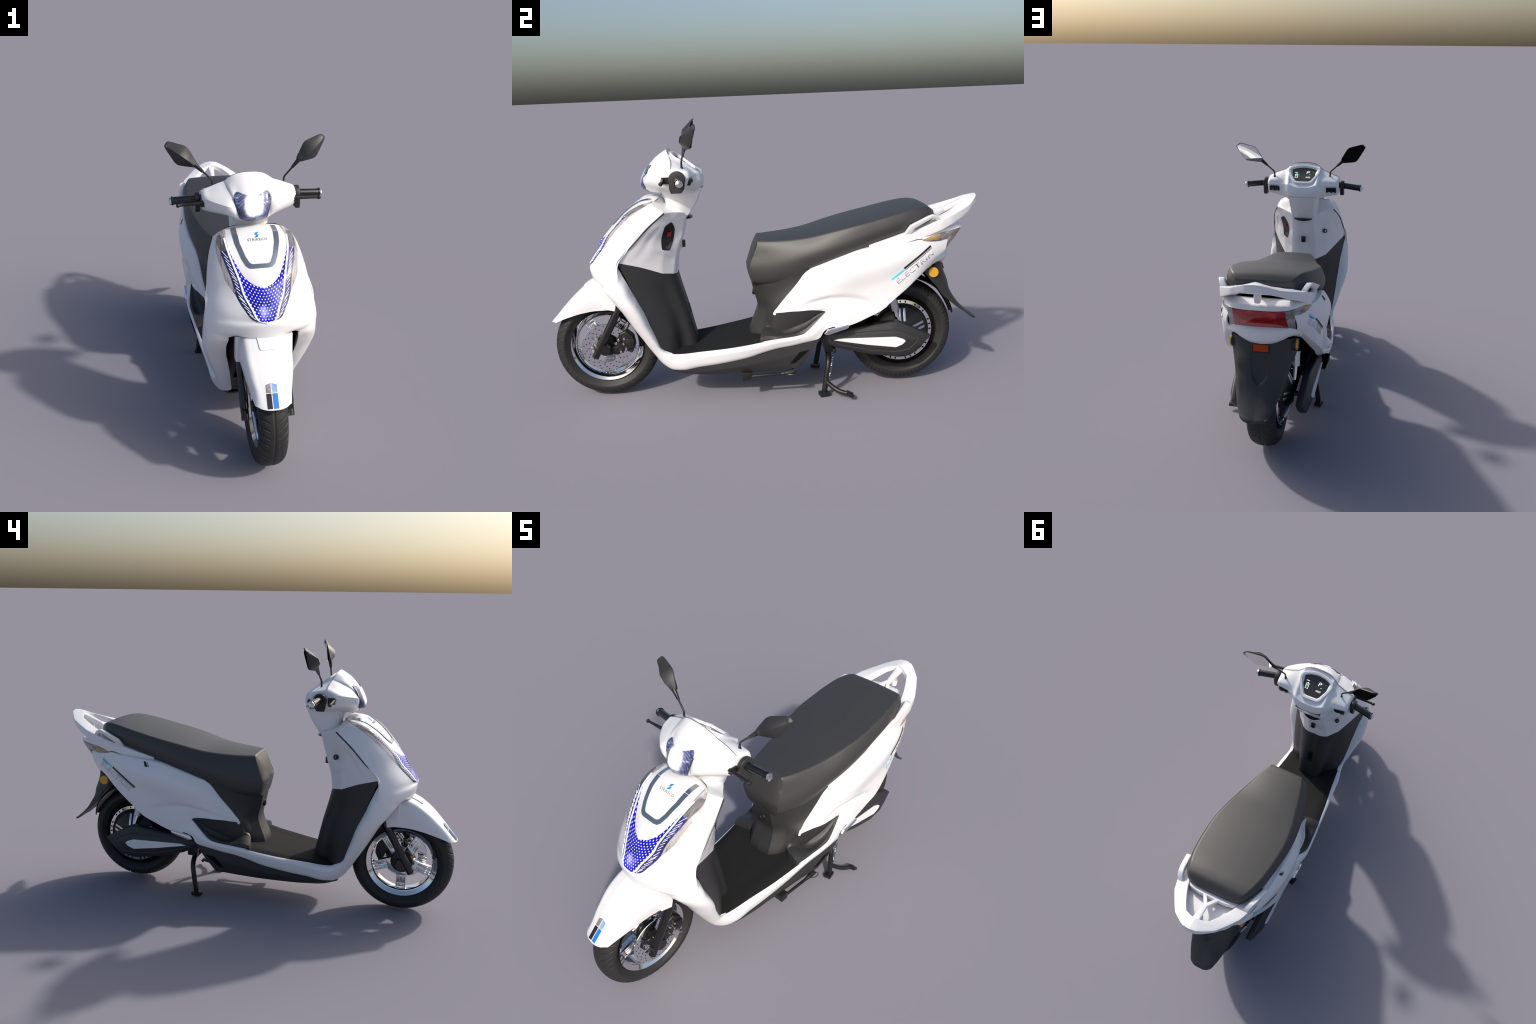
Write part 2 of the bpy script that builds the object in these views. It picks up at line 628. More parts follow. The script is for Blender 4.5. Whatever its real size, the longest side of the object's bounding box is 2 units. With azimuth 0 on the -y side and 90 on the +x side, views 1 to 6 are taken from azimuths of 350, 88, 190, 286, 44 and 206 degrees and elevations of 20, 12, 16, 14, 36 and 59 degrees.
# ---------------------------------------------------------------- the scooter
# Frame: front is -y, right-hand mirror side is +x; halves are drawn at x >= 0 and mirrored.
ROOT = bpy.data.objects.new('electric_scooter', None)
bpy.context.scene.collection.objects.link(ROOT)
ROOT.location = (-.0152, 0, .001)
ROOT.rotation_euler = (0, 0, .0054)
ROOT['label'] = 'white electric motor scooter with dark seat and blue front light'
ROOT['category'] = 'scooter'


# ---- front fairing: one surface from nose centre to rear edge, split in panel, lens, apron, leg shield, sill
def stripe_x(z):
    return float(np.interp(z, [.636, .655, .715, .766, .820, .855, .90], [.027, .0355, .064, .085, .102, .115, .128]))


def lerp(a, b, t):
    return tuple(a[i] + (b[i] - a[i]) * t for i in range(3))


def lens_pts(ib, ob, bulge):
    """points across the lens from its inner to its outer edge, with knots at the light strip"""
    xs = [stripe_x(ib[2]) - .0035, stripe_x(ib[2]) + .0035]
    w = max(ob[0] - ib[0], 1e-4)
    ts = [min(max((x - ib[0]) / w, .02 + .02 * i), .93 + .02 * i) for i, x in enumerate(xs)]
    td = min(ts[1] + max(.30 * (1 - ts[1]), .026 / w), .985)
    out = []
    for t in (ts[0], ts[1], td):
        p = lerp(ib, ob, t)
        k = 4 * t * (1 - t) * bulge
        out.append((p[0], p[1] - k, p[2] + .4 * k, 'k'))
    return out


# nose centre, inner lens edge, outer lens edge, [apron points...], leg-shield knot, [...], rear edge
FAIRING = [
    ((0, -.462, .937), (.112, -.478, .930), (.134, -.487, .924), [(.143, -.478, .916)], (.150, -.465, .905), [(.158, -.447, .892)], (.163, -.432, .880)),
    ((0, -.525, .940), (.121, -.548, .914), (.160, -.530, .903), [(.170, -.512, .888)], (.174, -.500, .876), [(.178, -.488, .862)], (.178, -.470, .850)),
    ((0, -.601, .893), (.117, -.606, .881), (.166, -.588, .865), [(.182, -.568, .850)], (.189, -.550, .838), [(.193, -.530, .826)], (.191, -.507, .820)),
    ((0, -.655, .843), (.098, -.648, .838), (.157, -.634, .824), [(.186, -.608, .806)], (.197, -.590, .794), [(.204, -.566, .782)], (.199, -.546, .780)),
    ((0, -.700, .797), (.068, -.692, .791), (.145, -.675, .781), [(.187, -.640, .760)], (.202, -.620, .748), [(.211, -.592, .740)], (.206, -.578, .748)),
    ((0, -.720, .774), (.038, -.717, .769), (.130, -.694, .757), [(.184, -.660, .730)], (.203, -.640, .718), [(.215, -.612, .712)], (.210, -.607, .722)),
    ((0, -.735, .757), (.0005, -.735, .757), (.114, -.713, .733), [(.180, -.680, .704)], (.203, -.658, .694), [(.219, -.632, .690)], (.213, -.632, .697)),
    ((0, -.771, .693), (.0005, -.771, .693), (.083, -.757, .681), [(.160, -.722, .660)], (.203, -.683, .648), [(.228, -.645, .642)], (.214, -.643, .660)),
    ((0, -.7975, .6435), (.0005, -.7975, .6435), (.048, -.7875, .6460), [(.110, -.760, .638), (.160, -.730, .632)], (.202, -.694, .625), [(.232, -.646, .617)], (.210, -.634, .640)),
    ((0, -.8005, .6365), (.0, -.8005, .6365), (.001, -.8005, .6365), [(.030, -.799, .634), (.085, -.783, .626), (.150, -.745, .616)], (.200, -.703, .605), [(.234, -.646, .597)], (.207, -.627, .622)),
    ((0, -.798, .605), (.0, -.798, .605), (.001, -.798, .605), [(.030, -.796, .604), (.090, -.778, .597), (.140, -.752, .588)], (.180, -.722, .578), [(.232, -.655, .565), (.237, -.625, .560)], (.199, -.606, .575)),
    ((0, -.787, .567), (.0, -.787, .567), (.001, -.787, .567), [(.030, -.785, .567), (.080, -.770, .570), (.118, -.750, .572)], (.147, -.727, .556), [(.185, -.712, .548), (.232, -.650, .530), (.238, -.612, .522)], (.188, -.588, .530)),
]
LEGS = [  # front edge, outer points, rear / upper edge
    ((.149, -.690, .503), (.186, -.682, .500), (.234, -.628, .488), (.238, -.590, .482), (.180, -.568, .488)),
    ((.146, -.648, .443), (.180, -.643, .442), (.226, -.598, .435), (.230, -.566, .432), (.173, -.545, .437)),
    ((.133, -.608, .370), (.165, -.605, .370), (.204, -.570, .366), (.210, -.543, .366), (.168, -.523, .372)),
    ((.121, -.566, .300), (.150, -.564, .300), (.183, -.536, .300), (.190, -.512, .302), (.162, -.501, .308)),
    ((.112, -.523, .228), (.138, -.521, .228), (.165, -.502, .236), (.173, -.482, .250), (.156, -.487, .266)),
    ((.108, -.487, .178), (.138, -.485, .180), (.165, -.468, .200), (.173, -.455, .228), (.153, -.462, .245)),
    ((.125, -.452, .154), (.150, -.448, .158), (.172, -.436, .186), (.176, -.430, .222), (.153, -.437, .235)),
    ((.152, -.405, .151), (.166, -.402, .157), (.183, -.396, .188), (.184, -.393, .222), (.158, -.398, .233)),
    ((.172, -.316, .168), (.180, -.315, .176), (.190, -.313, .204), (.192, -.312, .232), (.168, -.312, .242)),
    ((.184, -.170, .190), (.192, -.170, .198), (.202, -.170, .222), (.206, -.170, .250), (.189, -.170, .260)),
    ((.188, -.090, .206), (.197, -.090, .213), (.208, -.090, .235), (.213, -.090, .263), (.198, -.090, .273)),
    ((.193, -.038, .224), (.202, -.037, .230), (.213, -.034, .250), (.218, -.030, .276), (.206, -.027, .286)),
    ((.200, .035, .245), (.208, .036, .250), (.220, .042, .270), (.226, .048, .291), (.215, .050, .298)),
    ((.211, .126, .263), (.218, .127, .268), (.229, .130, .287), (.233, .133, .303), (.222, .132, .310)),
    ((.224, .189, .282), (.228, .187, .288), (.235, .182, .305), (.235, .173, .321), (.223, .164, .322)),
    ((.228, .225, .294), (.231, .219, .306), (.236, .208, .324), (.234, .196, .338), (.220, .184, .338)),
    ((.227, .250, .328), (.229, .244, .336), (.231, .236, .348), (.227, .228, .360), (.212, .221, .372)),
    ((.224, .302, .345), (.222, .295, .357), (.217, .283, .374), (.211, .272, .390), (.201, .259, .408)),
]


def fairing_rows():
    rows = []
    for c, ib, ob, mid, kn, mid2, e in FAIRING:
        lens = lens_pts(ib, ob, .006)
        q1, q2 = lerp(c, ib, .4), lerp(c, ib, .75)
        q1 = (q1[0], c[1] + .14 * (ib[1] - c[1]), c[2] + .14 * (ib[2] - c[2]))
        q2 = (q2[0], c[1] + .55 * (ib[1] - c[1]), c[2] + .55 * (ib[2] - c[2]))
        pts = [c, q1, q2, (*ib, 's')] + lens + [(*ob, 's')] + mid + [(*kn, 'k')] + mid2 + [e]
        rows.append(section(pts, [12, 6, 2, 5, 7, 12, 12]))
    return np.array(rows)


FR = fairing_rows()
PER = 7
G_all = loft_rows(FR, PER)
KN = 12 + 6 + 2 + 5 + 7 + 12
leg_rows = np.array([section([p[0], p[1], p[2], p[3], p[4]], [12]) for p in LEGS])
# leg shield and sill continue the rearmost strip of the fairing
strip = np.concatenate([FR[:, KN:], leg_rows])
G_leg = loft_rows(strip, [PER] * (len(FR) - 1) + [6] * len(LEGS))
nF = PER * (len(FR) - 1) + 1
G_all[:, KN:] = G_leg[:nF]

G_all[8 * PER:, :33, 0] = np.where(G_all[8 * PER:, :33, 0] < .0015, 0, G_all[8 * PER:, :33, 0])
m = M().grid(G_all[:, 32:KN + 1], flip=True).grid(G_leg, flip=True).mirror()
apron = mk('front_apron', m, WHITE, solid=.007, angle=50)
nose = mk('nose_panel', M().grid(G_all[:6 * PER + 1, 0:13], flip=True).mirror(), WHITE, solid=.005, angle=50)

row_lens = G_all[:9 * PER + 1]
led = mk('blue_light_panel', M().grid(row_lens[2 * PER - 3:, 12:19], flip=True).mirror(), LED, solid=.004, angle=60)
ls = row_lens[PER:, 18:21].copy()
ls[:, :, 1] -= .0015
strip_ob = mk('light_strip', M().grid(ls, flip=True), STRIPE, solid=.004, angle=60)
mirrored(strip_ob)
navy = mk('lens_border', M().grid(row_lens[PER - 3:, 20:26], flip=True), NAVY, solid=.004, angle=60)
navy2 = mirrored(navy)
sig = row_lens[:, 25:33]
sigm = M().grid(sig, flip=True)
signal = mk('turn_signal_lens', sigm, CLEAR, solid=.005, angle=60)
signal2 = mirrored(signal)
m = M().grid(row_lens[:2 * PER + 1, 12:26], flip=True)
mk('lens_top', m, CLEAR, solid=.003, angle=60)
mirrored(bpy.data.objects['lens_top'])
# slanted light bars in the lens border
bars = M()
for zt in np.arange(.868, .662, -.0128):
    r0 = int(np.argmin(np.abs(row_lens[PER:, 21, 2] - zt))) + PER
    a = row_lens[min(r0 + 2, len(row_lens) - 1), 21]
    b = row_lens[int(np.argmin(np.abs(row_lens[PER:, 24, 2] - zt - .010))) + PER, 24]
    d = np.linalg.norm(b - a)
    if d < .012:
        continue
    n = np.array([.35, -.75, .55]) * .002
    bars.tube([a + (b - a) * .06 + n, a + (b - a) * .80 + n], .0011, 6)
bo = mk('light_bar', bars, STRIPE, stuff=True)
mirrored(bo)

# seal line behind the lens and dark slot of the rear seam
TREE_FRONT = bvh(nose, led)

# grey U-shaped trim on the nose panel
ufr = frame((0, -.62, .90), (1, 0, 0), (0, .74, .67))
U_out = [(-.094, .069), (-.090, .02), (-.073, -.045), (-.058, -.080), (-.046, -.092), (-.030, -.095), (.030, -.095), (.046, -.092), (.058, -.080), (.073, -.045), (.090, .02), (.094, .069)]
U_in = [(.074, .069), (.071, .02), (.056, -.040), (.044, -.067), (.036, -.075), (.026, -.077), (-.026, -.077), (-.036, -.075), (-.044, -.067), (-.056, -.040), (-.071, .02), (-.074, .069)]
decal('nose_trim_end', [[(-.094, .071), (-.074, .071), (-.073, .118), (-.091, .118)], [(.094, .071), (.074, .071), (.073, .118), (.091, .118)]], ufr, TREE_FRONT, SATIN, off=.0012, thick=.002, cell=.006)
quads = []
k = len(U_out)
for i in range(k - 1):
    quads.append([U_out[i], U_in[k - 1 - i], U_in[k - 2 - i], U_out[i + 1]])
decal('nose_trim', quads, ufr, TREE_FRONT, TRIM, off=.0012, thick=.002, cell=.006)
lf = frame((0, -.62, .90), (1, 0, 0), (0, .74, .67))
t = frame(lf @ Vector((.003, .034, 0)), (1, 0, 0), (0, .74, .67))
lettering('nose_lettering', 'STRIKECO', .0165, t, TREE_FRONT, GREYINK, space=1.18, width=.081)
t = frame(lf @ Vector((.003, .058, 0)), (1, 0, 0), (0, .74, .67))
decal('nose_emblem', [[(-.004, .011), (.010, .015), (.001, .002), (-.006, .0045)], [(.004, -.011), (-.010, -.015), (-.001, -.002), (.006, -.0045)]], t, TREE_FRONT, BLUE, cell=.004)
decal('nose_emblem', [[(-.006, .0045), (.001, .002), (.008, .0005), (.006, -.0045), (-.001, -.002), (-.008, .0005)]], t, TREE_FRONT, AZURE, cell=.004, off=.0012)

# ---- top shoulder between nose and column
rows = [[(0, -.462, .936), (.06, -.466, .934), (.112, -.478, .930), (.134, -.487, .923), (.150, -.465, .905), (.163, -.432, .881)],
        [(0, -.445, .915), (.06, -.447, .914), (.105, -.452, .912), (.125, -.455, .907), (.143, -.445, .897), (.160, -.428, .879)],
        [(0, -.425, .892), (.06, -.425, .892), (.100, -.425, .892), (.120, -.425, .890), (.138, -.425, .886), (.158, -.427, .878)],
        [(0, -.345, .866), (.058, -.345, .866), (.096, -.376, .873), (.114, -.392, .876), (.131, -.409, .878), (.157, -.428, .877)]]
mk('shoulder_panel', M().grid(loft(rows, [24], 6)).mirror(), WHITE, solid=.004, angle=45)
# dark slot and bright lip where the nose meets the column, and the dark seam along the apron's rear edge
for s in (1, -1):
    mk('nose_slot', M().tube([(s * .062, -.458, .9345), (s * .100, -.466, .9325), (s * .118, -.474, .9285)], [.001, .0018, .0006], 8), BLACK)
    mk('apron_seam', M().tube([(s * .163, -.4315, .8805), (s * .1785, -.4695, .851), (s * .1915, -.5065, .821), (s * .1995, -.5455, .781), (s * .2065, -.5775, .749), (s * .2105, -.6065, .723), (s * .2125, -.628, .702)],
                             [.0035, .003, .003, .003, .003, .0025, .001], 8, per=3), BLACK)

# ---- inner (rider side) leg shield: white knee panel, dark lower panel
KNEE = [
    [(0, -.333, .862), (.040, -.333, .862), (.058, -.338, .862, 'k'), (.098, -.374, .872), (.132, -.408, .878), (.160, -.430, .878)],
    [(0, -.348, .815), (.042, -.348, .815), (.060, -.353, .815, 'k'), (.118, -.412, .816), (.155, -.446, .825), (.184, -.482, .836)],
    [(0, -.362, .765), (.044, -.362, .765), (.062, -.368, .765, 'k'), (.115, -.438, .760), (.165, -.492, .772), (.198, -.542, .782)],
    [(0, -.378, .712), (.046, -.378, .712), (.064, -.384, .712, 'k'), (.120, -.446, .705), (.172, -.520, .718), (.207, -.594, .732)],
    [(0, -.395, .652), (.048, -.395, .652), (.068, -.402, .652, 'k'), (.122, -.458, .652), (.175, -.548, .672), (.211, -.628, .699)],
    [(0, -.402, .585), (.050, -.403, .586), (.076, -.414, .589, 'k'), (.120, -.462, .602), (.168, -.546, .644), (.211, -.640, .680)],
]
KNEE = [[a, c, (*d[:3], 's'), (*e, 's'), f, g] for a, c, d, e, f, g in KNEE]
kg = loft(KNEE, [8, 9, 12], 7)
for i in range(kg.shape[0]):
    for j in range(kg.shape[1]):
        x, y, z = kg[i, j]
        # long dished flute beside the seam and a slanted press low on the flank
        u1 = np.interp(z, [.66, .70, .80, .83], [0, 1, 1, 0])
        if x > .13:
            w1 = max(0., 1 - abs(x - np.interp(z, [.66, .83], [.186, .158])) / .014)
            kg[i, j, 1] -= .007 * w1 * u1
        zl = .640 + (x - .06) * .75
        if .062 < x < .150:
            kg[i, j, 1] -= .006 * max(0., 1 - abs(z - zl) / .018) * min(1, (x - .062) / .02) * min(1, (.150 - x) / .02)
knee = mk('knee_panel', M().grid(kg).mirror(), WHITE, solid=.005, angle=30)
SHIN = [
    [(0, -.404, .584), (.050, -.405, .585), (.075, -.416, .588, 'k'), (.119, -.462, .601), (.167, -.542, .643), (.210, -.641, .679)],
    [(0, -.385, .505), (.048, -.387, .505), (.074, -.404, .505, 'k'), (.102, -.445, .505), (.143, -.494, .512), (.191, -.582, .523)],
    [(0, -.362, .415), (.048, -.364, .415), (.070, -.382, .415, 'k'), (.092, -.416, .415), (.132, -.458, .415), (.181, -.541, .416)],
    [(0, -.342, .320), (.048, -.344, .320), (.067, -.362, .320, 'k'), (.084, -.398, .320), (.120, -.430, .320), (.170, -.506, .322)],
    [(0, -.330, .262), (.048, -.332, .262), (.065, -.350, .262, 'k'), (.078, -.396, .262), (.113, -.422, .262), (.162, -.487, .268)],
    [(0, -.325, .222), (.048, -.327, .222), (.064, -.344, .222, 'k'), (.076, -.390, .222), (.108, -.412, .222), (.155, -.460, .238)],
]
shin = mk('shin_panel', M().grid(loft(SHIN, [10, 18], 7)).mirror(), DARK, solid=.004, angle=45)
TREE_KNEE = bvh(knee)
TREE_SHIN = bvh(shin)
kf = frame((0, -.2, .75), (-1, 0, 0), (0, 0, 1))
# hook, key switch, glove pocket
hk = M().prism(rounded([(-.013, -.016), (.013, -.016), (.013, .018), (-.013, .018)], .006), [(0, 0), (.022, 0), (.026, .003)],
               place=lambda o, a, b: (a, -.385 + o, .712 + b))
mk('bag_hook', hk, GLOSS, bevel=.001)
mk('bag_hook_plate', M().prism(rounded([(-.017, -.02), (.017, -.02), (.017, .022), (-.017, .022)], .007), [(0, 0), (.010, 0), (.012, .002)],
                               place=lambda o, a, b: (a, -.385 + o, .712 + b)), WHITE)
kn = Vector((-.108, -.434, .752))
ka = Vector((-.75, .66, .10)).normalized()
kfr = frame(kn + ka * .02, Vector((.66, .75, 0)), (0, 0, 1))
key_plate = decal('key_surround', [rounded([(-.034, -.034), (.012, -.034), (.034, -.012), (.034, .036), (-.012, .036), (-.034, .016)], .008)], kfr, TREE_KNEE, WHITE, off=.001, thick=.003, cell=.01)
kb = Matrix.Translation(kn) @ ka.to_track_quat('X', 'Z').to_matrix().to_4x4()
mk('key_switch', M().lathe([(.0, .004), (.011, .004), (.0125, .006), (.0125, .016), (.0085, .018), (.0075, .012)], (0, 0, 0), 24).xform(kb), BLACK)
mk('key_slot', M().lathe([(.0075, .010), (.0075, .014), (0, .0145)], (0, 0, 0), 20).xform(kb), SATIN)
pk = Vector((.108, -.430, .772))
pa = Vector((.75, .66, .05)).normalized()
pfr = frame(pk + pa * .03, Vector((-.66, .75, 0)), (0, 0, 1))
PKT = [(-.026, .046), (.012, .062), (.034, .030), (.036, .0), (.030, -.030), (.010, -.072), (-.032, -.062), (-.034, -.02)]
decal('glove_pocket', [rounded(PKT, .010)], pfr, TREE_KNEE, BLACK, off=.0005, thick=.001, cell=.012)
decal('pocket_floor', [rounded([(.0, -.045), (.026, -.03), (.010, -.066), (-.016, -.058)], .008)], pfr, TREE_KNEE, plain('pocket_tan', (.09, .08, .06), .4), off=.0018, thick=.0006, cell=.012)
decal('pocket_switch', [[(-.004, -.006), (.014, -.004), (.015, .016), (-.003, .014)]], pfr, TREE_KNEE, RED, off=.002, thick=.003, cell=.02)
sf = frame((0, -.2, .405), (-1, 0, 0), (0, 0, 1))
decal('charge_socket', [[(-.017, -.038), (.017, -.038), (.017, .038), (-.017, .038)]], sf, TREE_SHIN, BLACK, off=.0005, thick=.0008, cell=.02)
decal('charge_socket_flap', [[(-.009, -.022), (.009, -.022), (.009, .022), (-.009, .022)]], sf, TREE_SHIN, MATT, off=.0016, thick=.001, cell=.02)
# dark liner behind the front wheel
LN = [
    [(0, -.570, .580), (.07, -.574, .578), (.148, -.630, .560)],
    [(0, -.520, .450), (.07, -.524, .450), (.145, -.578, .440)],
    [(0, -.478, .350), (.07, -.482, .350), (.132, -.535, .345)],
    [(0, -.458, .250), (.07, -.462, .250), (.116, -.495, .250)],
    [(0, -.440, .150), (.07, -.444, .150), (.110, -.460, .165)],
]
mk('wheel_arch_liner', M().grid(loft(LN, [10], 5), flip=True).mirror(), BLACK, solid=.004)

# ---- floor and sill filler
FL = [
    [(0, -.470, .238), (.10, -.470, .238), (.148, -.455, .236), (.156, -.455, .236)],
    [(0, -.400, .238), (.10, -.400, .238), (.152, -.398, .236), (.162, -.398, .2335)],
    [(0, -.312, .246), (.10, -.312, .246), (.162, -.312, .244), (.172, -.312, .2415)],
    [(0, -.170, .265), (.10, -.170, .265), (.182, -.170, .263), (.193, -.170, .2585)],
    [(0, -.090, .278), (.10, -.090, .278), (.191, -.090, .276), (.202, -.090, .2715)],
    [(0, -.027, .289), (.10, -.027, .289), (.199, -.027, .288), (.210, -.027, .2845)],
    [(0, .050, .300), (.10, .050, .300), (.208, .050, .297), (.218, .050, .291)],
]
mk('floorboard', M().grid(loft(FL, [16], 5)).mirror(), FLOOR, solid=.01, angle=30)

# ---- dark lower side skirt and belly
SK = [
    [(.118, -.460, .160), (.115, -.455, .147), (.095, -.445, .140), (0, -.440, .138)],
    [(.155, -.400, .156), (.148, -.400, .142), (.128, -.400, .132), (0, -.400, .131)],
    [(.172, -.316, .170), (.168, -.316, .148), (.150, -.316, .131), (0, -.316, .129)],
    [(.183, -.170, .192), (.181, -.170, .162), (.163, -.170, .131), (0, -.170, .127)],
    [(.190, -.060, .216), (.188, -.060, .178), (.170, -.060, .135), (0, -.060, .130)],
    [(.198, .030, .244), (.195, .030, .197), (.178, .030, .142), (0, .030, .137)],
    [(.209, .110, .262), (.205, .098, .212), (.188, .090, .150), (0, .090, .143)],
    [(.221, .190, .282), (.215, .162, .230), (.196, .128, .156), (0, .128, .148)],
    [(.225, .228, .290), (.219, .192, .235), (.194, .142, .160), (0, .142, .150)],
]
SK = [[(*a[:3],), (*b, 's'), (*c, 's'), d] for a, b, c, d in SK]
sg = loft(SK, [6, 6, 8], 6)
skirt = mk('lower_skirt', M().grid(sg, flip=True).mirror(), DARK, solid=.006, angle=30)
mk('belly_bulkhead', M().prism([(.05, .146), (.135, .150), (.215, .24), (.23, .30), (.05, .26)], [(-.15, 0), (.15, 0)]), BLACK, recalc=True)
TREE_SK = bvh(skirt)
vf = frame((.35, .13, .205), (0, 1, 0), (0, 0, 1))
decal('skirt_vent', [[(-.038, -.032), (-.014, -.028), (.050, .036), (.006, .026)]], vf, TREE_SK, MATT, off=.001, thick=.001, cell=.015)
vf2 = frame((-.35, .13, .205), (0, -1, 0), (0, 0, 1))
decal('skirt_vent', [[(.038, -.032), (.014, -.028), (-.050, .036), (-.006, .026)]], vf2, TREE_SK, MATT, off=.001, thick=.001, cell=.015)

# ---- under-seat column and foot wells
US = [
    [(0, -.060, .600), (.055, -.056, .600, 's'), (.110, .000, .600), (.150, .085, .600), (.172, .196, .602)],
    [(0, -.062, .530), (.052, -.058, .530, 's'), (.100, -.008, .530), (.130, .055, .530), (.160, .138, .530)],
    [(0, -.048, .460), (.050, -.045, .460, 's'), (.088, -.004, .460), (.115, .030, .460), (.154, .083, .460)],
    [(0, -.036, .400), (.050, -.033, .400, 's'), (.092, .004, .400), (.120, .018, .400), (.150, .034, .398)],
    [(0, -.052, .350), (.054, -.048, .350, 's'), (.094, -.012, .350), (.118, .005, .350), (.140, .032, .350)],
    [(0, -.078, .285), (.058, -.072, .285, 's'), (.088, -.044, .285), (.104, -.012, .285), (.120, .035, .285)],
    [(0, -.080, .255), (.058, -.074, .255, 's'), (.088, -.046, .255), (.104, -.014, .255), (.120, .035, .255)],
]
US = [[a, b, (*c, 's'), d, e] for a, b, c, d, e in US]
column = mk('seat_pedestal', M().grid(loft(US, [8, 6, 10], 6)).mirror(), DARK, solid=.004, angle=28)
mk('seat_lock', M().lathe([(.017, .0), (.017, .012), (.013, .016), (.011, .012), (0, .012)], (0, 0, 0), 24).xform(
    Matrix.Translation((0, -.044, .466)) @ Vector((0, -1, .2)).to_track_quat('X', 'Z').to_matrix().to_4x4()), BLACK)
FW = [
    [(.206, -.040, .276), (.203, -.040, .277), (.168, -.036, .277), (.130, -.024, .277), (.108, -.006, .277)],
    [(.208, -.037, .290), (.206, -.034, .303), (.170, -.030, .316), (.127, -.018, .322), (.108, -.004, .334)],
    [(.210, -.010, .294), (.207, -.005, .310), (.172, .000, .322), (.132, .004, .327), (.122, .010, .350)],
    [(.214, .030, .297), (.208, .030, .306), (.178, .030, .314), (.149, .028, .326), (.150, .030, .394)],
    [(.218, .070, .303), (.210, .070, .308), (.182, .070, .306), (.158, .070, .318), (.168, .072, .405)],
    [(.222, .120, .310), (.214, .120, .316), (.190, .120, .316), (.170, .122, .336), (.189, .122, .414)],
    [(.222, .165, .323), (.214, .168, .336), (.199, .172, .342), (.184, .176, .362), (.202, .180, .4195)],
    [(.213, .214, .364), (.208, .216, .374), (.199, .222, .382), (.192, .226, .396), (.205, .230, .418)],
    [(.201, .257, .405), (.201, .258, .407), (.200, .258, .408), (.200, .258, .409), (.201, .258, .411)],
]
FW = [[a, (*b, 's'), c, (*d, 's'), e] for a, b, c, d, e in FW]
fw = mk('foot_well', M().grid(loft(FW, [3, 10, 8], 6, sharp=(1,))), DARK, solid=.003, angle=40)
mirrored(fw)

# ---- rear body side panels
RS = [
    [(.150, .028, .394), (.1505, .029, .3935), (.151, .030, .393), (.1515, .031, .392), (.147, .033, .391)],
    [(.159, .085, .464), (.164, .086, .448), (.168, .087, .430), (.172, .089, .409), (.166, .090, .408)],
    [(.166, .140, .530), (.178, .141, .500), (.186, .143, .465), (.196, .146, .417), (.190, .148, .416)],
    [(.174, .187, .589), (.194, .189, .540), (.202, .192, .480), (.203, .197, .421), (.197, .198, .420)],
    [(.186, .245, .615), (.211, .244, .560), (.213, .244, .490), (.201, .240, .415), (.196, .240, .414)],
    [(.193, .285, .631), (.222, .282, .575), (.220, .275, .490), (.199, .259, .409), (.194, .259, .408)],
    [(.203, .345, .653), (.232, .340, .600), (.226, .325, .480), (.222, .302, .345), (.200, .304, .338)],
    [(.207, .415, .676), (.236, .410, .618), (.229, .400, .490), (.219, .385, .355), (.193, .385, .346)],
    [(.208, .465, .684), (.235, .462, .624), (.231, .456, .510), (.220, .448, .382), (.194, .446, .372)],
    [(.206, .530, .688), (.230, .526, .630), (.229, .520, .530), (.223, .507, .412), (.194, .504, .402)],
    [(.203, .590, .694), (.222, .586, .642), (.223, .580, .560), (.219, .565, .459), (.190, .562, .448)],
    [(.197, .650, .701), (.211, .645, .658), (.213, .638, .595), (.208, .620, .500), (.178, .617, .490)],
    [(.191, .694, .708), (.200, .690, .670), (.204, .684, .625), (.197, .666, .537), (.168, .663, .528)],
    [(.172, .755, .700), (.181, .748, .668), (.183, .740, .632), (.176, .722, .582), (.150, .718, .574)],
    [(.136, .823, .698), (.145, .817, .678), (.149, .809, .655), (.144, .790, .628), (.122, .786, .620)],
]
RS = [[(a[0] - .040 * min(1, max(0, (a[1] - .03) / .12)), a[1], a[2] + .003), (*a, 's'), b, (c[0] - .006 * np.interp(c[1], [.2, .35, .6, .7], [0, 1, 1, 0]), c[1], c[2]), (*d, 's'), e] for a, b, c, d, e in RS]
rg = loft(RS, [4, 40, 4], 6)
CREASE = [.392, .420, .441, .462, .474, .476, .468, .452, .428, .415]
# undercut shoulder line over the foot well, fading to the rear
rows_, cols_ = rg.shape[:2]
for i in range(rows_):
    for j in range(4, 45):
        y, z = rg[i, j, 1], rg[i, j, 2]
        zc = np.interp(y, [.03, .10, .16, .22, .28, .34, .40, .45, .50, .52], CREASE)
        amp = np.interp(y, [.03, .10, .28, .42, .49], [0, .004, .010, .008, 0])
        if z > zc:
            rg[i, j, 0] -= amp * max(0., 1 - (z - zc) / .018)
        else:
            rg[i, j, 0] -= amp * math.exp(-(zc - z) / .035)
side = mk('rear_side_panel', M().grid(rg, flip=True), WHITE, solid=.005, angle=50)
side2 = mirrored(side)
TREE_R = bvh(side)
TREE_L = bvh(side2)
mk('inner_frame', M().prism([(.17, .33), (.25, .33), (.36, .42), (.46, .51), (.62, .545), (.76, .60), (.79, .69), (.70, .705), (.45, .665), (.27, .61), (.19, .57)],
                            [(-.150, .0), (-.135, 0), (.135, 0), (.150, .0)]), MATT, recalc=True)

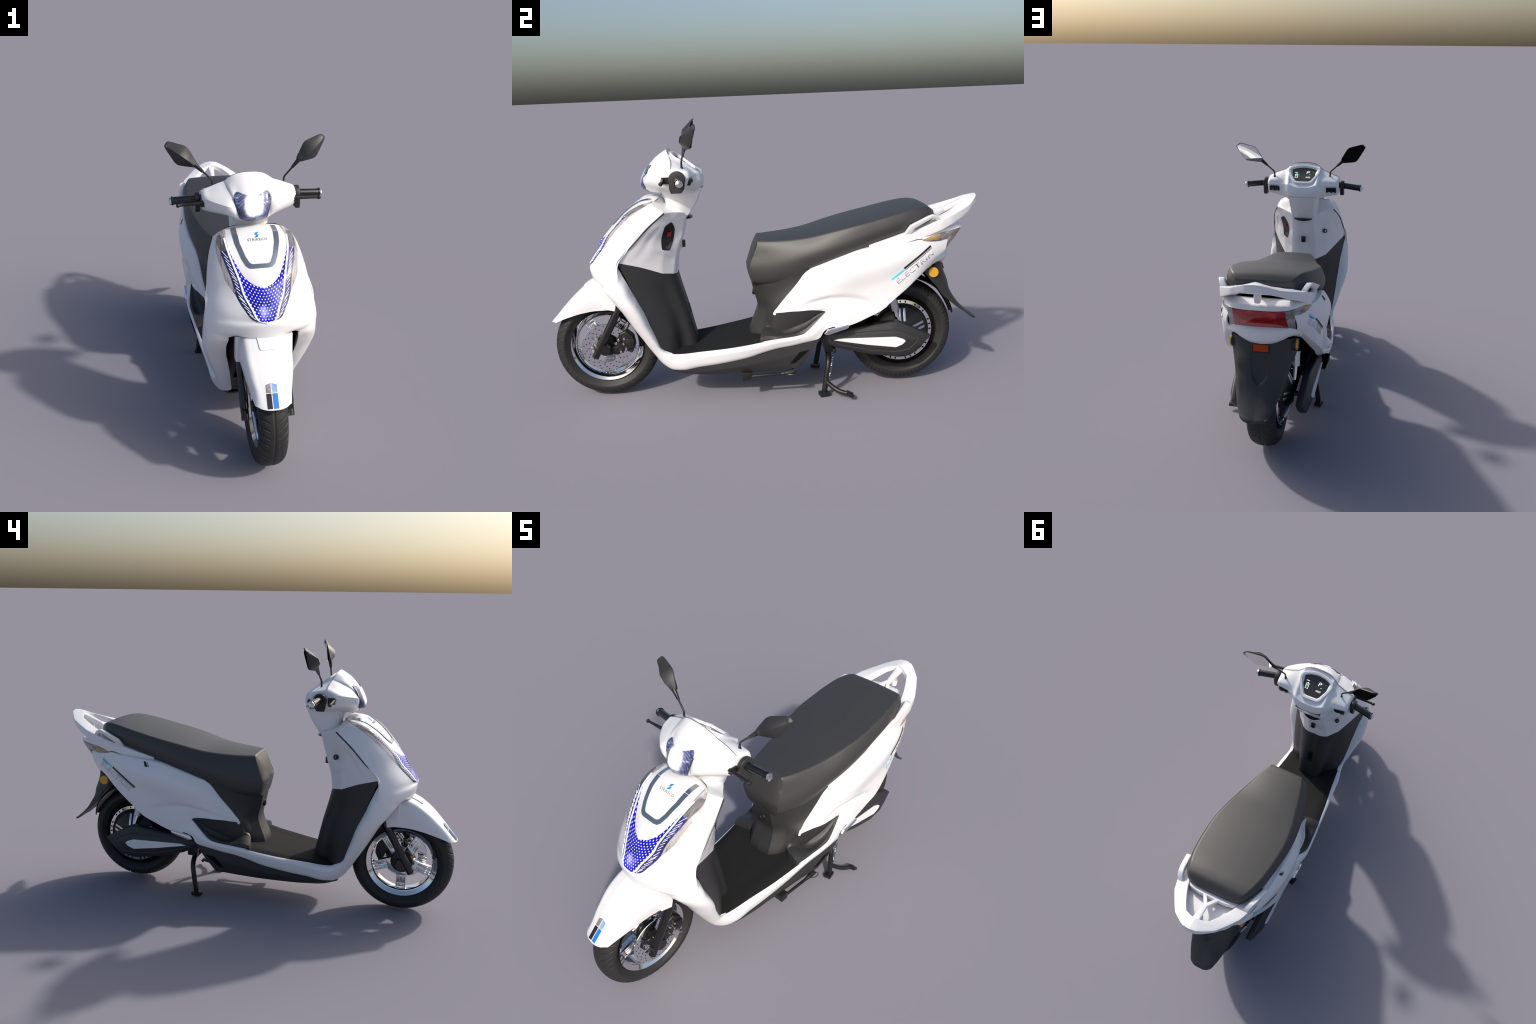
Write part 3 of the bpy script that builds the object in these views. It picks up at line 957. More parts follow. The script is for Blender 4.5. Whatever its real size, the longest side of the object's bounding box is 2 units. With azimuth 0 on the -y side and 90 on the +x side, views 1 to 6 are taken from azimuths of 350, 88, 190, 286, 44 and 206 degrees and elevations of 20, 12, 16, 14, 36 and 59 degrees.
# side decals: lettering, black bar, cyan bar
ang = math.atan2(.50, .77)
for sgn, tree in ((1, TREE_R), (-1, TREE_L)):
    c0 = Vector((sgn * .4, .655, .608))
    ux = Vector((0, .815, .58)) if sgn > 0 else Vector((0, -.815, -.58))
    uy = Vector((0, -.58, .815))
    if sgn > 0:
        f0 = frame(c0, (0, .815, .58), (0, -.58, .815))
        s = 1
    else:
        f0 = frame(c0, (0, -.815, -.58), (0, -.58, .815))
        s = -1
    # along-axis coordinate t runs from the front-low end to the rear-high end
    q = lambda t0, t1, v0, v1: [[(s * t0, v0), (s * t1, v0), (s * t1, v1), (s * t0, v1)]]
    if s > 0:
        black, thin, cy = q(-.045, .110, .010, .0185), q(-.045, .070, .004, .0055), q(-.118, -.048, .006, .0135)
    else:
        black, thin, cy = q(-.118, .035, .010, .0185), q(-.118, -.005, .004, .0055), q(.038, .108, .008, .0155)
    decal('stripe', black, f0, tree, INK, cell=.02)
    decal('stripe', thin, f0, tree, INK, cell=.02)
    decal('stripe', cy, f0, tree, CYAN, cell=.02)
    w = frame(f0 @ Vector((-.004 if s > 0 else .0, -.015, 0)), f0.col[0][:3], f0.col[1][:3])
    lettering('side_lettering', 'ELECTRIN', .034, w, tree, PEARL, space=1.1, width=.205, thick=.0012, bold=.0004)
    w = frame(f0 @ Vector((.088 if s > 0 else .085 - .17, .0045, 0)), f0.col[0][:3], f0.col[1][:3])
    lettering('small_lettering', 'STRIKECO', .007, w, tree, INK, width=.04)
# the short black bars behind the seat, on the left panel
f1 = frame((-.45, .49, .672), (0, -1, 0), (0, 0, 1))
decal('stripe', [[(-.004, -.012), (.012, -.012), (-.004, .012), (-.014, .012)], [(.016, -.012), (.019, -.012), (.005, .010), (.002, .010)]], f1, TREE_L, INK, cell=.02)

# ---- seat: flat-crowned top with a tight edge, bulging sides
SEAT_ST = [  # y, half width of the top, crown z, edge z, greatest half width and its z, bottom half width and z
    (-.030, .089, .729, .726, .108, .600, .096, .536),
    (.030, .112, .732, .727, .148, .605, .126, .536),
    (.107, .134, .740, .731, .171, .635, .146, .552),
    (.200, .156, .752, .743, .191, .665, .156, .586),
    (.300, .179, .776, .767, .206, .695, .170, .626),
    (.400, .191, .799, .790, .211, .726, .175, .665),
    (.492, .190, .819, .810, .208, .757, .170, .700),
    (.580, .184, .838, .830, .201, .782, .165, .727),
    (.650, .173, .852, .845, .190, .797, .155, .748),
    (.705, .157, .858, .852, .175, .806, .140, .762),
    (.742, .140, .852, .847, .156, .806, .130, .772),
    (.764, .121, .834, .831, .134, .802, .118, .781),
]
SEATS = []
for n_, (y, wt, zc, zk, wm, zm, wb, zb) in enumerate(SEAT_ST):
    lean = (lambda z: -.040 * np.interp(z, [.54, .60, .72], [.75, 1, 0])) if n_ == 0 else (lambda z: 0.)
    pts = [(wt * t, y, zc - (zc - zk) * (t ** 2.1)) for t in (0, .25, .5, .75, .95)]
    pts += [(wt, y, zk), (wt + .0045, y + lean(zk - .006), zk - .007)]
    pts += [(wt + .005 + (wm - wt - .005) * .62, y + lean(zk - (zk - zm) * .5), zk - (zk - zm) * .5), (wm, y + lean(zm), zm)]
    zq = zb + (zm - zb) * .35
    pts += [(wm - (wm - wb) * .35, y + lean(zq), zq), (wb, y + lean(zb), zb), (0, y + lean(zb), zb - .004)]
    SEATS.append([p[:3] for p in pts])
SEATS = [s_[:5] + [(*s_[5], 'k')] + s_[6:9] + [(*s_[9], 'k')] + s_[10:] for s_ in SEATS]
st = loft(SEATS, [20, 16, 12], 6)
sm = M().grid(st)
# front and rear faces: rings of the end sections drawn together and pushed out
ring = st[0]
for end, cen, push in ((st[0], np.array([0, 0, .625]), -.014), (st[-1], np.array([0, 0, .803]), .010)):
    rings = []
    for k in (1., .95, .85, .65, .35, 0.):
        rr = cen + (end - cen) * np.array([k, 1, k])
        if push < 0:
            rr[:, 1] = np.array([-.030 - .040 * np.interp(z, [.54, .60, .72], [.75, 1, 0]) for z in rr[:, 2]]) + push * (1 - k ** 4)
        else:
            rr[:, 1] = end[:, 1] + push * (1 - k ** 4)
        rings.append(rr)
    sm.grid(np.array(rings), flip=push < 0)
seat = mk('seat', sm.mirror(), SEAT, angle=75, recalc=True)
# ---- tail: cover, lamp, valance, grab rail
TC = [
    [(0, .790, .758), (.09, .790, .758), (.125, .778, .756), (.165, .738, .752), (.186, .700, .736), (.188, .660, .722)],
    [(0, .846, .765), (.09, .842, .765), (.128, .818, .762), (.163, .768, .754), (.186, .712, .734), (.189, .672, .717)],
    [(0, .896, .762), (.07, .893, .762), (.112, .882, .760), (.147, .832, .753), (.175, .756, .740), (.190, .697, .717)],
    [(0, .908, .746), (.07, .905, .746), (.108, .893, .746), (.141, .848, .742), (.170, .772, .734), (.1905, .700, .713)],
]
mk('tail_cover', M().grid(loft(TC, [30], 5, sharp=(2,)), flip=True).mirror(), WHITE, solid=.004, angle=45, recalc=False)
TL = [
    [(0, .902, .7455), (.06, .900, .7455), (.106, .889, .7455)],
    [(0, .886, .712), (.06, .883, .712), (.108, .866, .712)],
    [(0, .858, .675), (.06, .854, .675), (.111, .836, .675)],
    [(0, .832, .650), (.06, .828, .650), (.114, .812, .645)],
]
tail = mk('tail_lamp', M().grid(loft(TL, [14], 5), flip=True).mirror(), TAILRED, solid=.006, angle=60)
SL = [
    [(.106, .889, .7455), (.108, .866, .712), (.111, .836, .675), (.114, .812, .645)],
    [(.126, .872, .742), (.129, .848, .710), (.134, .820, .672), (.139, .794, .633)],
    [(.141, .848, .741), (.142, .840, .724), (.140, .832, .711), (.137, .822, .697)],
    [(.163, .793, .736), (.167, .789, .725), (.166, .786, .713), (.161, .784, .700)],
    [(.178, .742, .727), (.183, .740, .719), (.183, .739, .710), (.180, .739, .702)],
    [(.1905, .699, .711), (.1905, .698, .709), (.1905, .698, .708), (.1905, .698, .707)],
]
rsl = mk('rear_signal_lens', M().grid(loft(SL, [10], 5)), SMOKE, solid=.004, angle=60)
mirrored(rsl)
slg = loft(SL, [10], 5)
amb = slg[16:25, 1:9].copy()
amb[:, :, 0] += .002
amb[:, :, 1] += .001
ab = mk('amber_signal_bulb', M().grid(amb), AMBERLENS, solid=.003, angle=60)
mirrored(ab)
VA = [
    [(0, .832, .6505), (0, .846, .634), (0, .846, .610), (0, .836, .582), (0, .822, .569), (0, .790, .569)],
    [(.05, .828, .6505), (.05, .842, .634), (.05, .841, .611), (.05, .830, .585), (.05, .816, .574), (.05, .785, .573)],
    [(.095, .816, .647), (.096, .826, .633), (.097, .824, .614), (.095, .814, .598), (.093, .800, .590), (.092, .770, .588)],
    [(.118, .809, .643), (.120, .812, .631), (.121, .808, .615), (.118, .796, .603), (.113, .780, .596), (.11, .75, .592)],
    [(.139, .793, .632), (.143, .788, .622), (.144, .780, .610), (.142, .765, .598), (.134, .750, .588), (.125, .73, .58)],
    [(.150, .765, .620), (.156, .757, .610), (.160, .746, .598), (.158, .733, .580), (.148, .718, .572), (.135, .70, .565)],
]
mk('tail_valance', M().grid(loft(VA, [18], 6)).mirror(), WHITE, solid=.005, angle=50)

# grab rail: a ring-shaped bar with cross plate, ribs and two side handles
GR = [  # outer top, inner top, inner bottom, outer bottom
    [(.186, .460, .700), (.184, .462, .702), (.184, .463, .690), (.186, .462, .689)],
    [(.191, .500, .711), (.170, .502, .714), (.170, .502, .686), (.190, .500, .683)],
    [(.194, .560, .727), (.160, .562, .732), (.160, .562, .694), (.192, .560, .690)],
    [(.195, .640, .749), (.152, .642, .756), (.152, .642, .712), (.193, .640, .707)],
    [(.194, .720, .775), (.142, .722, .782), (.142, .722, .735), (.192, .720, .729)],
    [(.188, .785, .797), (.128, .785, .804), (.128, .785, .757), (.186, .785, .751)],
    [(.172, .835, .812), (.108, .830, .820), (.108, .830, .780), (.170, .835, .772)],
    [(.138, .890, .830), (.086, .872, .838), (.086, .872, .800), (.137, .890, .795)],
    [(.103, .940, .848), (.060, .912, .854), (.060, .912, .824), (.102, .938, .820)],
    [(.062, .970, .868), (.030, .926, .866), (.030, .926, .842), (.060, .974, .840)],
    [(.034, .986, .879), (.015, .930, .872), (.015, .930, .848), (.032, .992, .850)],
    [(0, .991, .883), (0, .932, .876), (0, .932, .850), (0, .997, .853)],
]
gr = loft([[(*a, 's'), (*b, 's'), (*c, 's'), (*d, 's'), a] if False else [a, (*b, 's'), (*c, 's'), (*d, 's'), a] for a, b, c, d in GR], [3, 3, 3, 3], 3, sharp=tuple(range(1, 11)))
rail = M().grid(gr[:, :-1], closed=True, cap0=True, flip=True).mirror()
rail_ob = mk('grab_rail', rail, WHITE, bevel=.004, bseg=3, angle=40, recalc=True)
cp = M().prism(rounded([(-.142, .735), (.142, .735), (.122, .784), (.07, .796), (-.07, .796), (-.122, .784)], .012), [(.762, 0), (.790, 0), (.794, .003)],
               place=lambda o, a, b: (a, b, o + (b - .735) * .22))
mk('rail_plate', cp, WHITE, recalc=True, angle=40)
rib = M()
strut = [(-.017, .935), (.017, .935), (.009, .845), (.042, .792), (.026, .786), (0, .828), (-.026, .786), (-.042, .792), (-.009, .845)]
zt = lambda y: np.interp(y, [.78, .845, .935], [.803, .826, .866])
for s_ in (0,):
    top_ = [(x, y, zt(y)) for x, y in strut]
    bot_ = [(x, y, zt(y) - .024) for x, y in strut]
    k_ = len(strut)
    rib.add(top_ + bot_, [tuple(range(k_)), tuple(range(2 * k_ - 1, k_ - 1, -1))] + [(i, (i + 1) % k_, (i + 1) % k_ + k_, i + k_) for i in range(k_)])
mk('rail_rib', rib, WHITE, recalc=True, bevel=.002)
mk('rail_boss', M().lathe([(0, -.014), (.013, -.012), (.016, .0), (.016, .02)], (0, .90, .79), 20, axis='z'), WHITE)
# side handles
H_out = [(.618, .742), (.640, .784), (.722, .818), (.745, .824), (.768, .815), (.790, .790)]
H_in = [(.772, .788), (.757, .800), (.735, .804), (.662, .768), (.648, .737)]
hnd = M()
oi = H_out + H_in[::1]
hp = [(H_out[0], H_in[4]), (H_out[1], H_in[3]), (H_out[2], H_in[2]), (H_out[3], (.745, .806)), (H_out[4], H_in[1]), (H_out[5], H_in[0])]
hg = []
for i, (o_, i_) in enumerate(hp):
    xo = (.196, .222, .208, .202, .196, .182)[i]
    xi = (.192, .212, .200, .195, .189, .178)[i]
    w_ = .026
    hg.append([(xo, *o_), (xo - w_, *o_), (xi - w_, *i_), (xi, *i_)])
hnd.grid(np.array(hg), closed=True, cap0=True, cap1=True)
ho = mk('rail_handle', hnd, WHITE, bevel=.004, bseg=3, recalc=True, angle=40)
mirrored(ho)

# ---- rear mudguard with plate recess and reflectors
RM = [
    [(0, .820, .590), (.07, .815, .590), (.115, .795, .585), (.140, .755, .575), (.148, .718, .560)],
    [(0, .833, .545), (.07, .826, .542), (.112, .804, .537), (.135, .775, .528), (.142, .750, .514)],
    [(0, .850, .495), (.070, .845, .492), (.104, .829, .487), (.121, .807, .479), (.126, .788, .470)],
    [(0, .860, .450), (.070, .856, .448), (.098, .845, .444), (.111, .832, .438), (.115, .816, .430)],
    [(0, .879, .414), (.066, .876, .413), (.092, .869, .411), (.103, .859, .407), (.106, .849, .400)],
    [(0, .904, .378), (.064, .901, .377), (.084, .896, .376), (.094, .890, .374), (.097, .884, .370)],
    [(0, .944, .336), (.060, .941, .336), (.074, .937, .336), (.081, .932, .337), (.082, .929, .336)],
    [(0, .975, .310), (.052, .972, .310), (.064, .966, .311), (.069, .960, .313), (.070, .957, .313)],
    [(0, .995, .293), (.042, .992, .294), (.052, .987, .295), (.057, .981, .298), (.058, .979, .299)],
    [(0, .9995, .287), (.034, .996, .288), (.044, .991, .290), (.048, .986, .293), (.049, .985, .294)],
]
rm = loft(RM, [30], 9)
for i in range(rm.shape[0]):
    for j in range(rm.shape[1]):
        x, y, z = rm[i, j]
        hw = np.interp(z, [.402, .415, .44, .52, .535], [0, .022, .036, .046, .046])
        if .402 < z < .535 and x < hw:
            rm[i, j, 1] -= .010 * min(1, (hw - x) / .006) * min(1, (.535 - z) / .008)
mg = mk('rear_mudguard', M().grid(rm).mirror(), DARK, solid=.006, angle=40)
TREE_MG = bvh(mg)
rf = frame((0, 1.0, .552), (-1, 0, 0), (0, 0, 1))
decal('plate_reflector_frame', [[(-.038, -.019), (.038, -.019), (.038, .019), (-.038, .019)]], rf, TREE_MG, BLACK, off=.001, thick=.003, cell=.03)
decal('plate_reflector', [[(-.032, -.0135), (.032, -.0135), (.032, .0135), (-.032, .0135)]], rf, TREE_MG, ORANGE, off=.0055, thick=.002, cell=.03)
for s in (1, -1):
    mk('side_reflector', M().lathe([(0, .006), (.0225, .005), (.0235, 0), (.0235, -.004)], (s * .142, .762, .550), 28).xform(Matrix.Identity(4)) if s > 0 else
       M().lathe([(.0235, .004), (.0235, 0), (.0225, -.005), (0, -.006)], (-.142, .762, .550), 28), AMBER, recalc=True)
    mk('reflector_housing', M().lathe([(0, .002), (.026, .002), (.027, -.006), (.022, -.030), (0, -.036)] if s > 0 else [(0, .036), (.022, .030), (.027, .006), (.026, -.002), (0, -.002)],
                                      (s * .138, .764, .550), 28), BLACK, recalc=True)
WR = (.63, .253)   # rear axle (y, z)
blade = M()
prof = []
rows = []
for i in range(22):
    a = math.radians(14 + 100 * i / 21)
    hw = .058 * (min(1, .35 + i / 6.))
    rows.append([(s * hw, WR[0] + (.268 - .010 * abs(s) ** 3) * math.cos(a), WR[1] + (.268 - .010 * abs(s) ** 3) * math.sin(a)) for s in np.linspace(-1, 1, 11)])
blade.grid(np.array(rows))
mk('inner_mudguard', blade, BLACK, solid=.004, angle=50)

# ---- wheels
def tyre_mesh(R, rim_r, w, centre, grooves, kind):
    na, ns = 1080, 96
    G = np.zeros((ns, na, 3))
    hgt = R - rim_r
    for i in range(ns):
        t = -1 + 2 * i / (ns - 1)          # -1 .. 1 across the carcass
        ph = t * math.pi * .5 * 1.32
        # round carcass: superellipse from bead to bead
        sx, cz = math.sin(ph), math.cos(ph)
        x = w * np.sign(sx) * abs(sx) ** .92
        r = rim_r + hgt * (.42 + .58 * np.sign(cz) * abs(cz) ** .80 if cz > 0 else .42 * (1 - abs(ph) / (math.pi * .66)) / (1 - .5 / .66))
        if cz <= 0:
            k = (abs(ph) - math.pi / 2) / (math.pi * .66 - math.pi / 2)
            x = np.sign(t) * w * (1 - .42 * k)
            r = rim_r + hgt * .42 * (1 - k)
        for j in range(na):
            a = 2 * math.pi * j / na
            d = 0.
            at_ = abs(t)
            if at_ < .76:
                if kind == 'front':
                    if at_ < .022:
                        d = .0025
                    u = (a / (2 * math.pi) * grooves + (0. if t > 0 else .0)) + at_ * 1.9
                    fr_ = u - math.floor(u)
                    if .09 < at_ < .70:
                        wd = .10 * min(1, (at_ - .09) / .10)
                        d = max(d, .0042 * max(0, 1 - abs(fr_ - .5) / wd) ** .5)
                else:
                    if abs(t - .03 * math.sin(a * grooves)) < .022:
                        d = .0025
                    u = (a / (2 * math.pi) * grooves + (.5 if t > 0 else 0)) + 1.5 * math.sqrt(at_)
                    fr_ = u - math.floor(u)
                    if .10 < at_ < .68:
                        d = max(d, .0042 * max(0, 1 - abs(fr_ - .5) / (.09 * min(1, (at_ - .1) / .1))) ** .5)
                    u = (a / (2 * math.pi) * grooves + (.5 if t > 0 else 0)) + .25 + .6 * at_
                    fr_ = u - math.floor(u)
                    if .34 < at_ < .70:
                        d = max(d, .0042 * max(0, 1 - abs(fr_ - .5) / .08) ** .5)
            G[i, j] = (x, centre[0] + (r - d) * math.cos(a), centre[1] + (r - d) * math.sin(a))
    return M().grid(G, closed=True)


WF = (-.752, .2475)
cF = (0, *WF)
front_rim = M().lathe([(.168, -.046), (.168, -.040), (.160, -.037), (.154, -.032), (.147, -.030), (.143, -.024), (.143, .024), (.147, .030), (.154, .034), (.160, .040), (.168, .043), (.168, .050), (.150, .036), (.150, -.034)], cF, 96, closed_prof=True)
wheel = mk('front_wheel', front_rim, CHROME, angle=30, recalc=True)
mk('front_tyre', tyre_mesh(.2425, .164, .060, WF, 44, 'front'), TYRE, wheel, angle=50, recalc=True)
for k in range(5):
    a = math.radians(270 + 72 * k)
    R = Matrix.Translation(cF) @ Matrix.Rotation(a, 4, 'X')
    one = M()
    # outer frame of one broad spoke: two rails, end plate, web and rivets (radius runs along +y)
    for s in (-1, 1):
        one.box((0, .098, s * .021), (.030, .094, .005))
        one.box((0, .098, s * .008), (.024, .094, .003))
    one.box((0, .060, 0), (.030, .030, .050))
    one.box((.004, .092, 0), (.008, .060, .040))
    one.box((.004, .132, 0), (.020, .012, .040))
    for yy in (.072, .092):
        for s in (-1, 1):
            one.lathe([(0, -.006), (.0035, -.005), (.0035, .002)], (0, yy, s * .014), 8)
    mk('spoke', one.xform(R), CHROME, wheel, bevel=.0015, recalc=True)
mk('front_hub', M().lathe([(0, -.050), (.022, -.050), (.024, -.044), (.050, -.038), (.054, -.030), (.054, .030), (.048, .040), (.040, .044), (.038, .060), (.012, .062), (0, .062)], cF, 40), BLACK, wheel, recalc=True)
# perforated brake disc on the right
dx = .072
disc = M().lathe([(.070, dx - .002), (.112, dx - .002), (.114, dx), (.112, dx + .002), (.070, dx + .002)], cF, 96, closed_prof=True)
mk('brake_disc', disc, CHROME, wheel, angle=30, recalc=True)
holes = M()
for k in range(54):
    a = 2 * math.pi * k / 54
    r = (.080, .092, .103)[k % 3]
    holes.lathe([(0, dx + .0024), (.0027, dx + .0024), (.0027, dx)], (0, WF[0] + r * math.cos(a), WF[1] + r * math.sin(a)), 8)
mk('disc_hole', holes, MATT, wheel, recalc=True, stuff=True)
car = M()
for k in range(6):
    a = math.radians(60 * k + 20)
    R = Matrix.Translation(cF) @ Matrix.Rotation(a, 4, 'X')
    one = M().box((dx, .058, 0), (.004, .034, .012))
    car.add((R @ Vector(v) for v in one.v), one.f)
mk('disc_carrier', car, CHROME, wheel, bevel=.001)
mk('axle_bolt', M().lathe([(0, .112), (.007, .111), (.011, .104), (.011, .06)], cF, 20), CHROME, wheel, recalc=True)

# caliper with hose
cal = M()
cal.prism(rounded([(-.690, .315), (-.655, .330), (-.622, .300), (-.615, .255), (-.630, .222), (-.655, .226), (-.668, .262), (-.690, .285)], .008), [(.028, .003), (.032, 0), (.070, 0), (.076, .004)])
cal.prism(rounded([(-.745, .222), (-.700, .212), (-.668, .228), (-.655, .262), (-.672, .272), (-.690, .300), (-.704, .296), (-.700, .258), (-.735, .246)], .006), [(.060, 0), (.072, 0)])
cal.box((-.0 + .078, -.640, .268), (.012, .040, .045))
caliper = mk('brake_caliper', cal, BLACK, bevel=.003, recalc=True)
bolts = M()
for y, z in ((-.690, .287), (-.668, .268), (-.683, .232), (-.637, .222), (-.664, .292), (-.658, .245)):
    bolts.lathe([(0, .088), (.005, .087), (.006, .082), (.006, .07)], (0, y, z), 12)
mk('caliper_bolt', bolts, CHROME, caliper, recalc=True, stuff=True)
mk('brake_hose', M().tube([(.060, -.655, .330), (.058, -.640, .355), (.055, -.655, .400), (.05, -.650, .450)], .004, 8, per=5), BLACK, caliper)
# fork legs
for s in (1, -1):
    fk = M()
    fk.tube([(s * .094, -.800, .214), (s * .094, -.772, .264)], [.0165, .0165], 16)
    fk.tube([(s * .094, -.776, .257), (s * .092, -.668, .452)], [.0185, .0185], 16)
    fk.tube([(s * .092, -.668, .452), (s * .085, -.600, .575)], [.0145, .0145], 14)
    fk.lathe([(0, s * .108), (.024, s * .106), (.026, s * .086), (0, s * .084)], cF, 20)
    fk.box((s * .094, -.775, .246), (.022, .05, .03))
    mk('fork_leg', fk, GLOSS, recalc=True, angle=40)

# ---- front mudguard
FM = [
    [(0, -.9985, .371), (.030, -.995, .372), (.050, -.985, .375), (.060, -.976, .378), (.066, -.968, .377)],
    [(0, -.970, .402), (.034, -.966, .403), (.056, -.957, .405), (.065, -.948, .402), (.071, -.940, .391)],
    [(0, -.927, .449), (.042, -.923, .450), (.068, -.914, .452), (.077, -.905, .444), (.079, -.895, .409)],
    [(0, -.866, .508), (.050, -.863, .508), (.078, -.856, .508), (.088, -.848, .496), (.087, -.835, .427)],
    [(0, -.826, .540), (.054, -.823, .539), (.080, -.817, .536), (.091, -.808, .523), (.090, -.785, .4355)],
    [(0, -.785, .561), (.056, -.782, .560), (.082, -.776, .556), (.093, -.768, .540), (.092, -.740, .437)],
    [(0, -.740, .575), (.056, -.738, .574), (.082, -.732, .570), (.094, -.725, .552), (.094, -.700, .437)],
    [(0, -.670, .575), (.056, -.670, .574), (.082, -.668, .570), (.094, -.667, .552), (.094, -.665, .437)],
]
fmg = mk('front_mudguard', M().grid(loft(FM, [26], 6), flip=True).mirror(), WHITE, solid=.005, angle=50)
TREE_FM = bvh(fmg)
tab = M().prism(rounded([(-.738, .446), (-.684, .434), (-.676, .470), (-.690, .560), (-.740, .560)], .004), [(.090, 0), (.113, 0), (.116, .003)])
tb = mk('mudguard_bracket', tab, WHITE, recalc=True, angle=40)
mirrored(tb)
mf = frame((0, -.86, .62), (1, 0, 0), (0, .74, .67))
decal('mudguard_ridge', [rounded([(-.030, -.035), (.030, -.035), (.042, .10), (-.042, .10)], .01)], mf, TREE_FM, WHITE, off=.0, thick=.004, cell=.012)
mf = frame((-.004, -.952, .47), (1, 0, 0), (0, .68, .73))
for s, c1, c2 in ((-1, INK, GREYINK), (1, BLUE, SKY)):
    x0, x1 = sorted((s * .0025, s * .0215))
    low = [(x0, -.098), (x1, -.098), (x1, -.040), (x0, -.040)]
    decal('mudguard_stripe', [low], mf, TREE_FM, c1, cell=.01)
    bands = []
    for k in range(8):
        y0 = -.038 + k * .0038
        a = [(x0, y0), (x1, y0), (x1, y0 + .0023), (x0, y0 + .0023)]
        sl = .006
        tr = lambda p: (p[0], p[1] + (sl if abs(p[0]) < .01 else 0) * (k / 7.) + .002)
        bands.append([tr(p) for p in a])
    decal('mudguard_hatch', bands, mf, TREE_FM, c1 if s < 0 else SKY, cell=.02, stuff=True)

# rear wheel: tyre, black rim, hub motor with pierced chrome ring
cR = (0, *WR)
rim = M().lathe([(.168, -.060), (.164, -.056), (.150, -.050), (.120, -.044), (.05, -.026), (.05, .026), (.120, .026), (.150, .030), (.164, .040), (.168, .048)], cR, 96)
rwheel = mk('rear_wheel', rim, MATT, recalc=True, angle=30)
mk('rear_tyre', tyre_mesh(.2445, .164, .066, WR, 34, 'rear'), TYRE, rwheel, angle=50, recalc=True)
for s in (1, -1):
    ring_ = M().lathe([(.128, .036), (.128, .050), (.133, .054), (.148, .051), (.150, .046), (.150, .034)], cR, 96)
    if s < 0:
        ring_.v = [(-x, y, z) for x, y, z in ring_.v]
    ring_.v = [(x - (.014 if s < 0 else 0), y, z) for x, y, z in ring_.v]
    mk('hub_ring', ring_, CHROME, rwheel, recalc=True, angle=30)
    hb = M().lathe([(0, .098), (.030, .098), (.044, .093), (.112, .064), (.124, .054), (.128, .044), (.128, .02)], cR, 64)
    if s < 0:
        hb.v = [(-x, y, z) for x, y, z in hb.v]
    hb.v = [(x - (.014 if s < 0 and x < -.03 else 0), y, z) for x, y, z in hb.v]
    mk('hub_motor', hb, BLACK, rwheel, recalc=True, angle=30)
    hol = M()
    for k in range(5):
        fins = M()
        a = math.radians(72 * k + 16)
        R = Matrix.Translation((-.014 if s < 0 else 0, WR[0], WR[1])) @ Matrix.Rotation(a, 4, 'X')
        for w_ in (-.011, .011):
            fins.box((s * .0785, .082, w_), (.009, .064, .012), Matrix.Rotation(s * math.radians(23), 3, 'Z'))
        mk('hub_fin', fins.xform(R), SATIN, rwheel, bevel=.0015, recalc=True)
    for k in range(36):
        if k % 4 == 3:
            continue
        a = 2 * math.pi * k / 36
        R = Matrix.Translation(cR) @ Matrix.Rotation(a, 4, 'X')
        one = M().box((s * .0526, .140, 0), (.004, .009, .006), Matrix.Rotation(s * math.radians(11), 3, 'Z'))
        hol.add([R @ Vector(v) for v in one.v], one.f)
    hol.v = [(x - (.014 if s < 0 else 0), y, z) for x, y, z in hol.v]
    mk('ring_slot', hol, MATT, rwheel, stuff=True)
    sh = M()
    sh.tube([(s * .105, .560, .520), (s * .108, .580, .430)], .016, 14)
    shock = mk('shock_absorber', sh, BLACK, recalc=True)
    sh = M().tube([(s * .108, .578, .432), (s * .110, .592, .372)], .0225, 20)
    sh.tube([(s * .108, .577, .440), (s * .108, .579, .432)], .026, 20)
    mk('shock_can', sh, SATIN, shock, recalc=True, angle=40)
    mk('shock_rod', M().tube([(s * .110, .592, .374), (s * .112, .606, .310)], .011, 14), CHROME, shock, recalc=True)
    sp_ = M()
    pts = [(s * .106 + .020 * math.cos(t), .562 + (t / 30.) * .02 + .020 * math.sin(t) * .98, .525 - t / 30. * .09) for t in np.linspace(0, 30, 120)]
    sp_.tube(pts, .0032, 6)
    mk('shock_spring', sp_, SATIN, shock, stuff=True)

# ---- swing-arm covers with white inserts
SW = [(.234, .283), (.244, .255), (.316, .221), (.470, .181), (.580, .164), (.664, .174), (.708, .208), (.748, .253), (.664, .299), (.591, .334), (.561, .331), (.438, .317), (.300, .305), (.250, .300)]
SWi = [(.262, .282), (.270, .266), (.330, .238), (.470, .204), (.580, .190), (.645, .200), (.675, .226), (.690, .250), (.645, .276), (.585, .297), (.560, .297), (.440, .297), (.320, .292), (.275, .290)]
cov = M().prism(SW, [(.146, .004), (.148, 0), (.176, 0), (.181, .004), (.190, SWi), (.1885, inset(SWi, .003)), (.192, inset(SWi, .010)), (.194, inset(SWi, .014))])
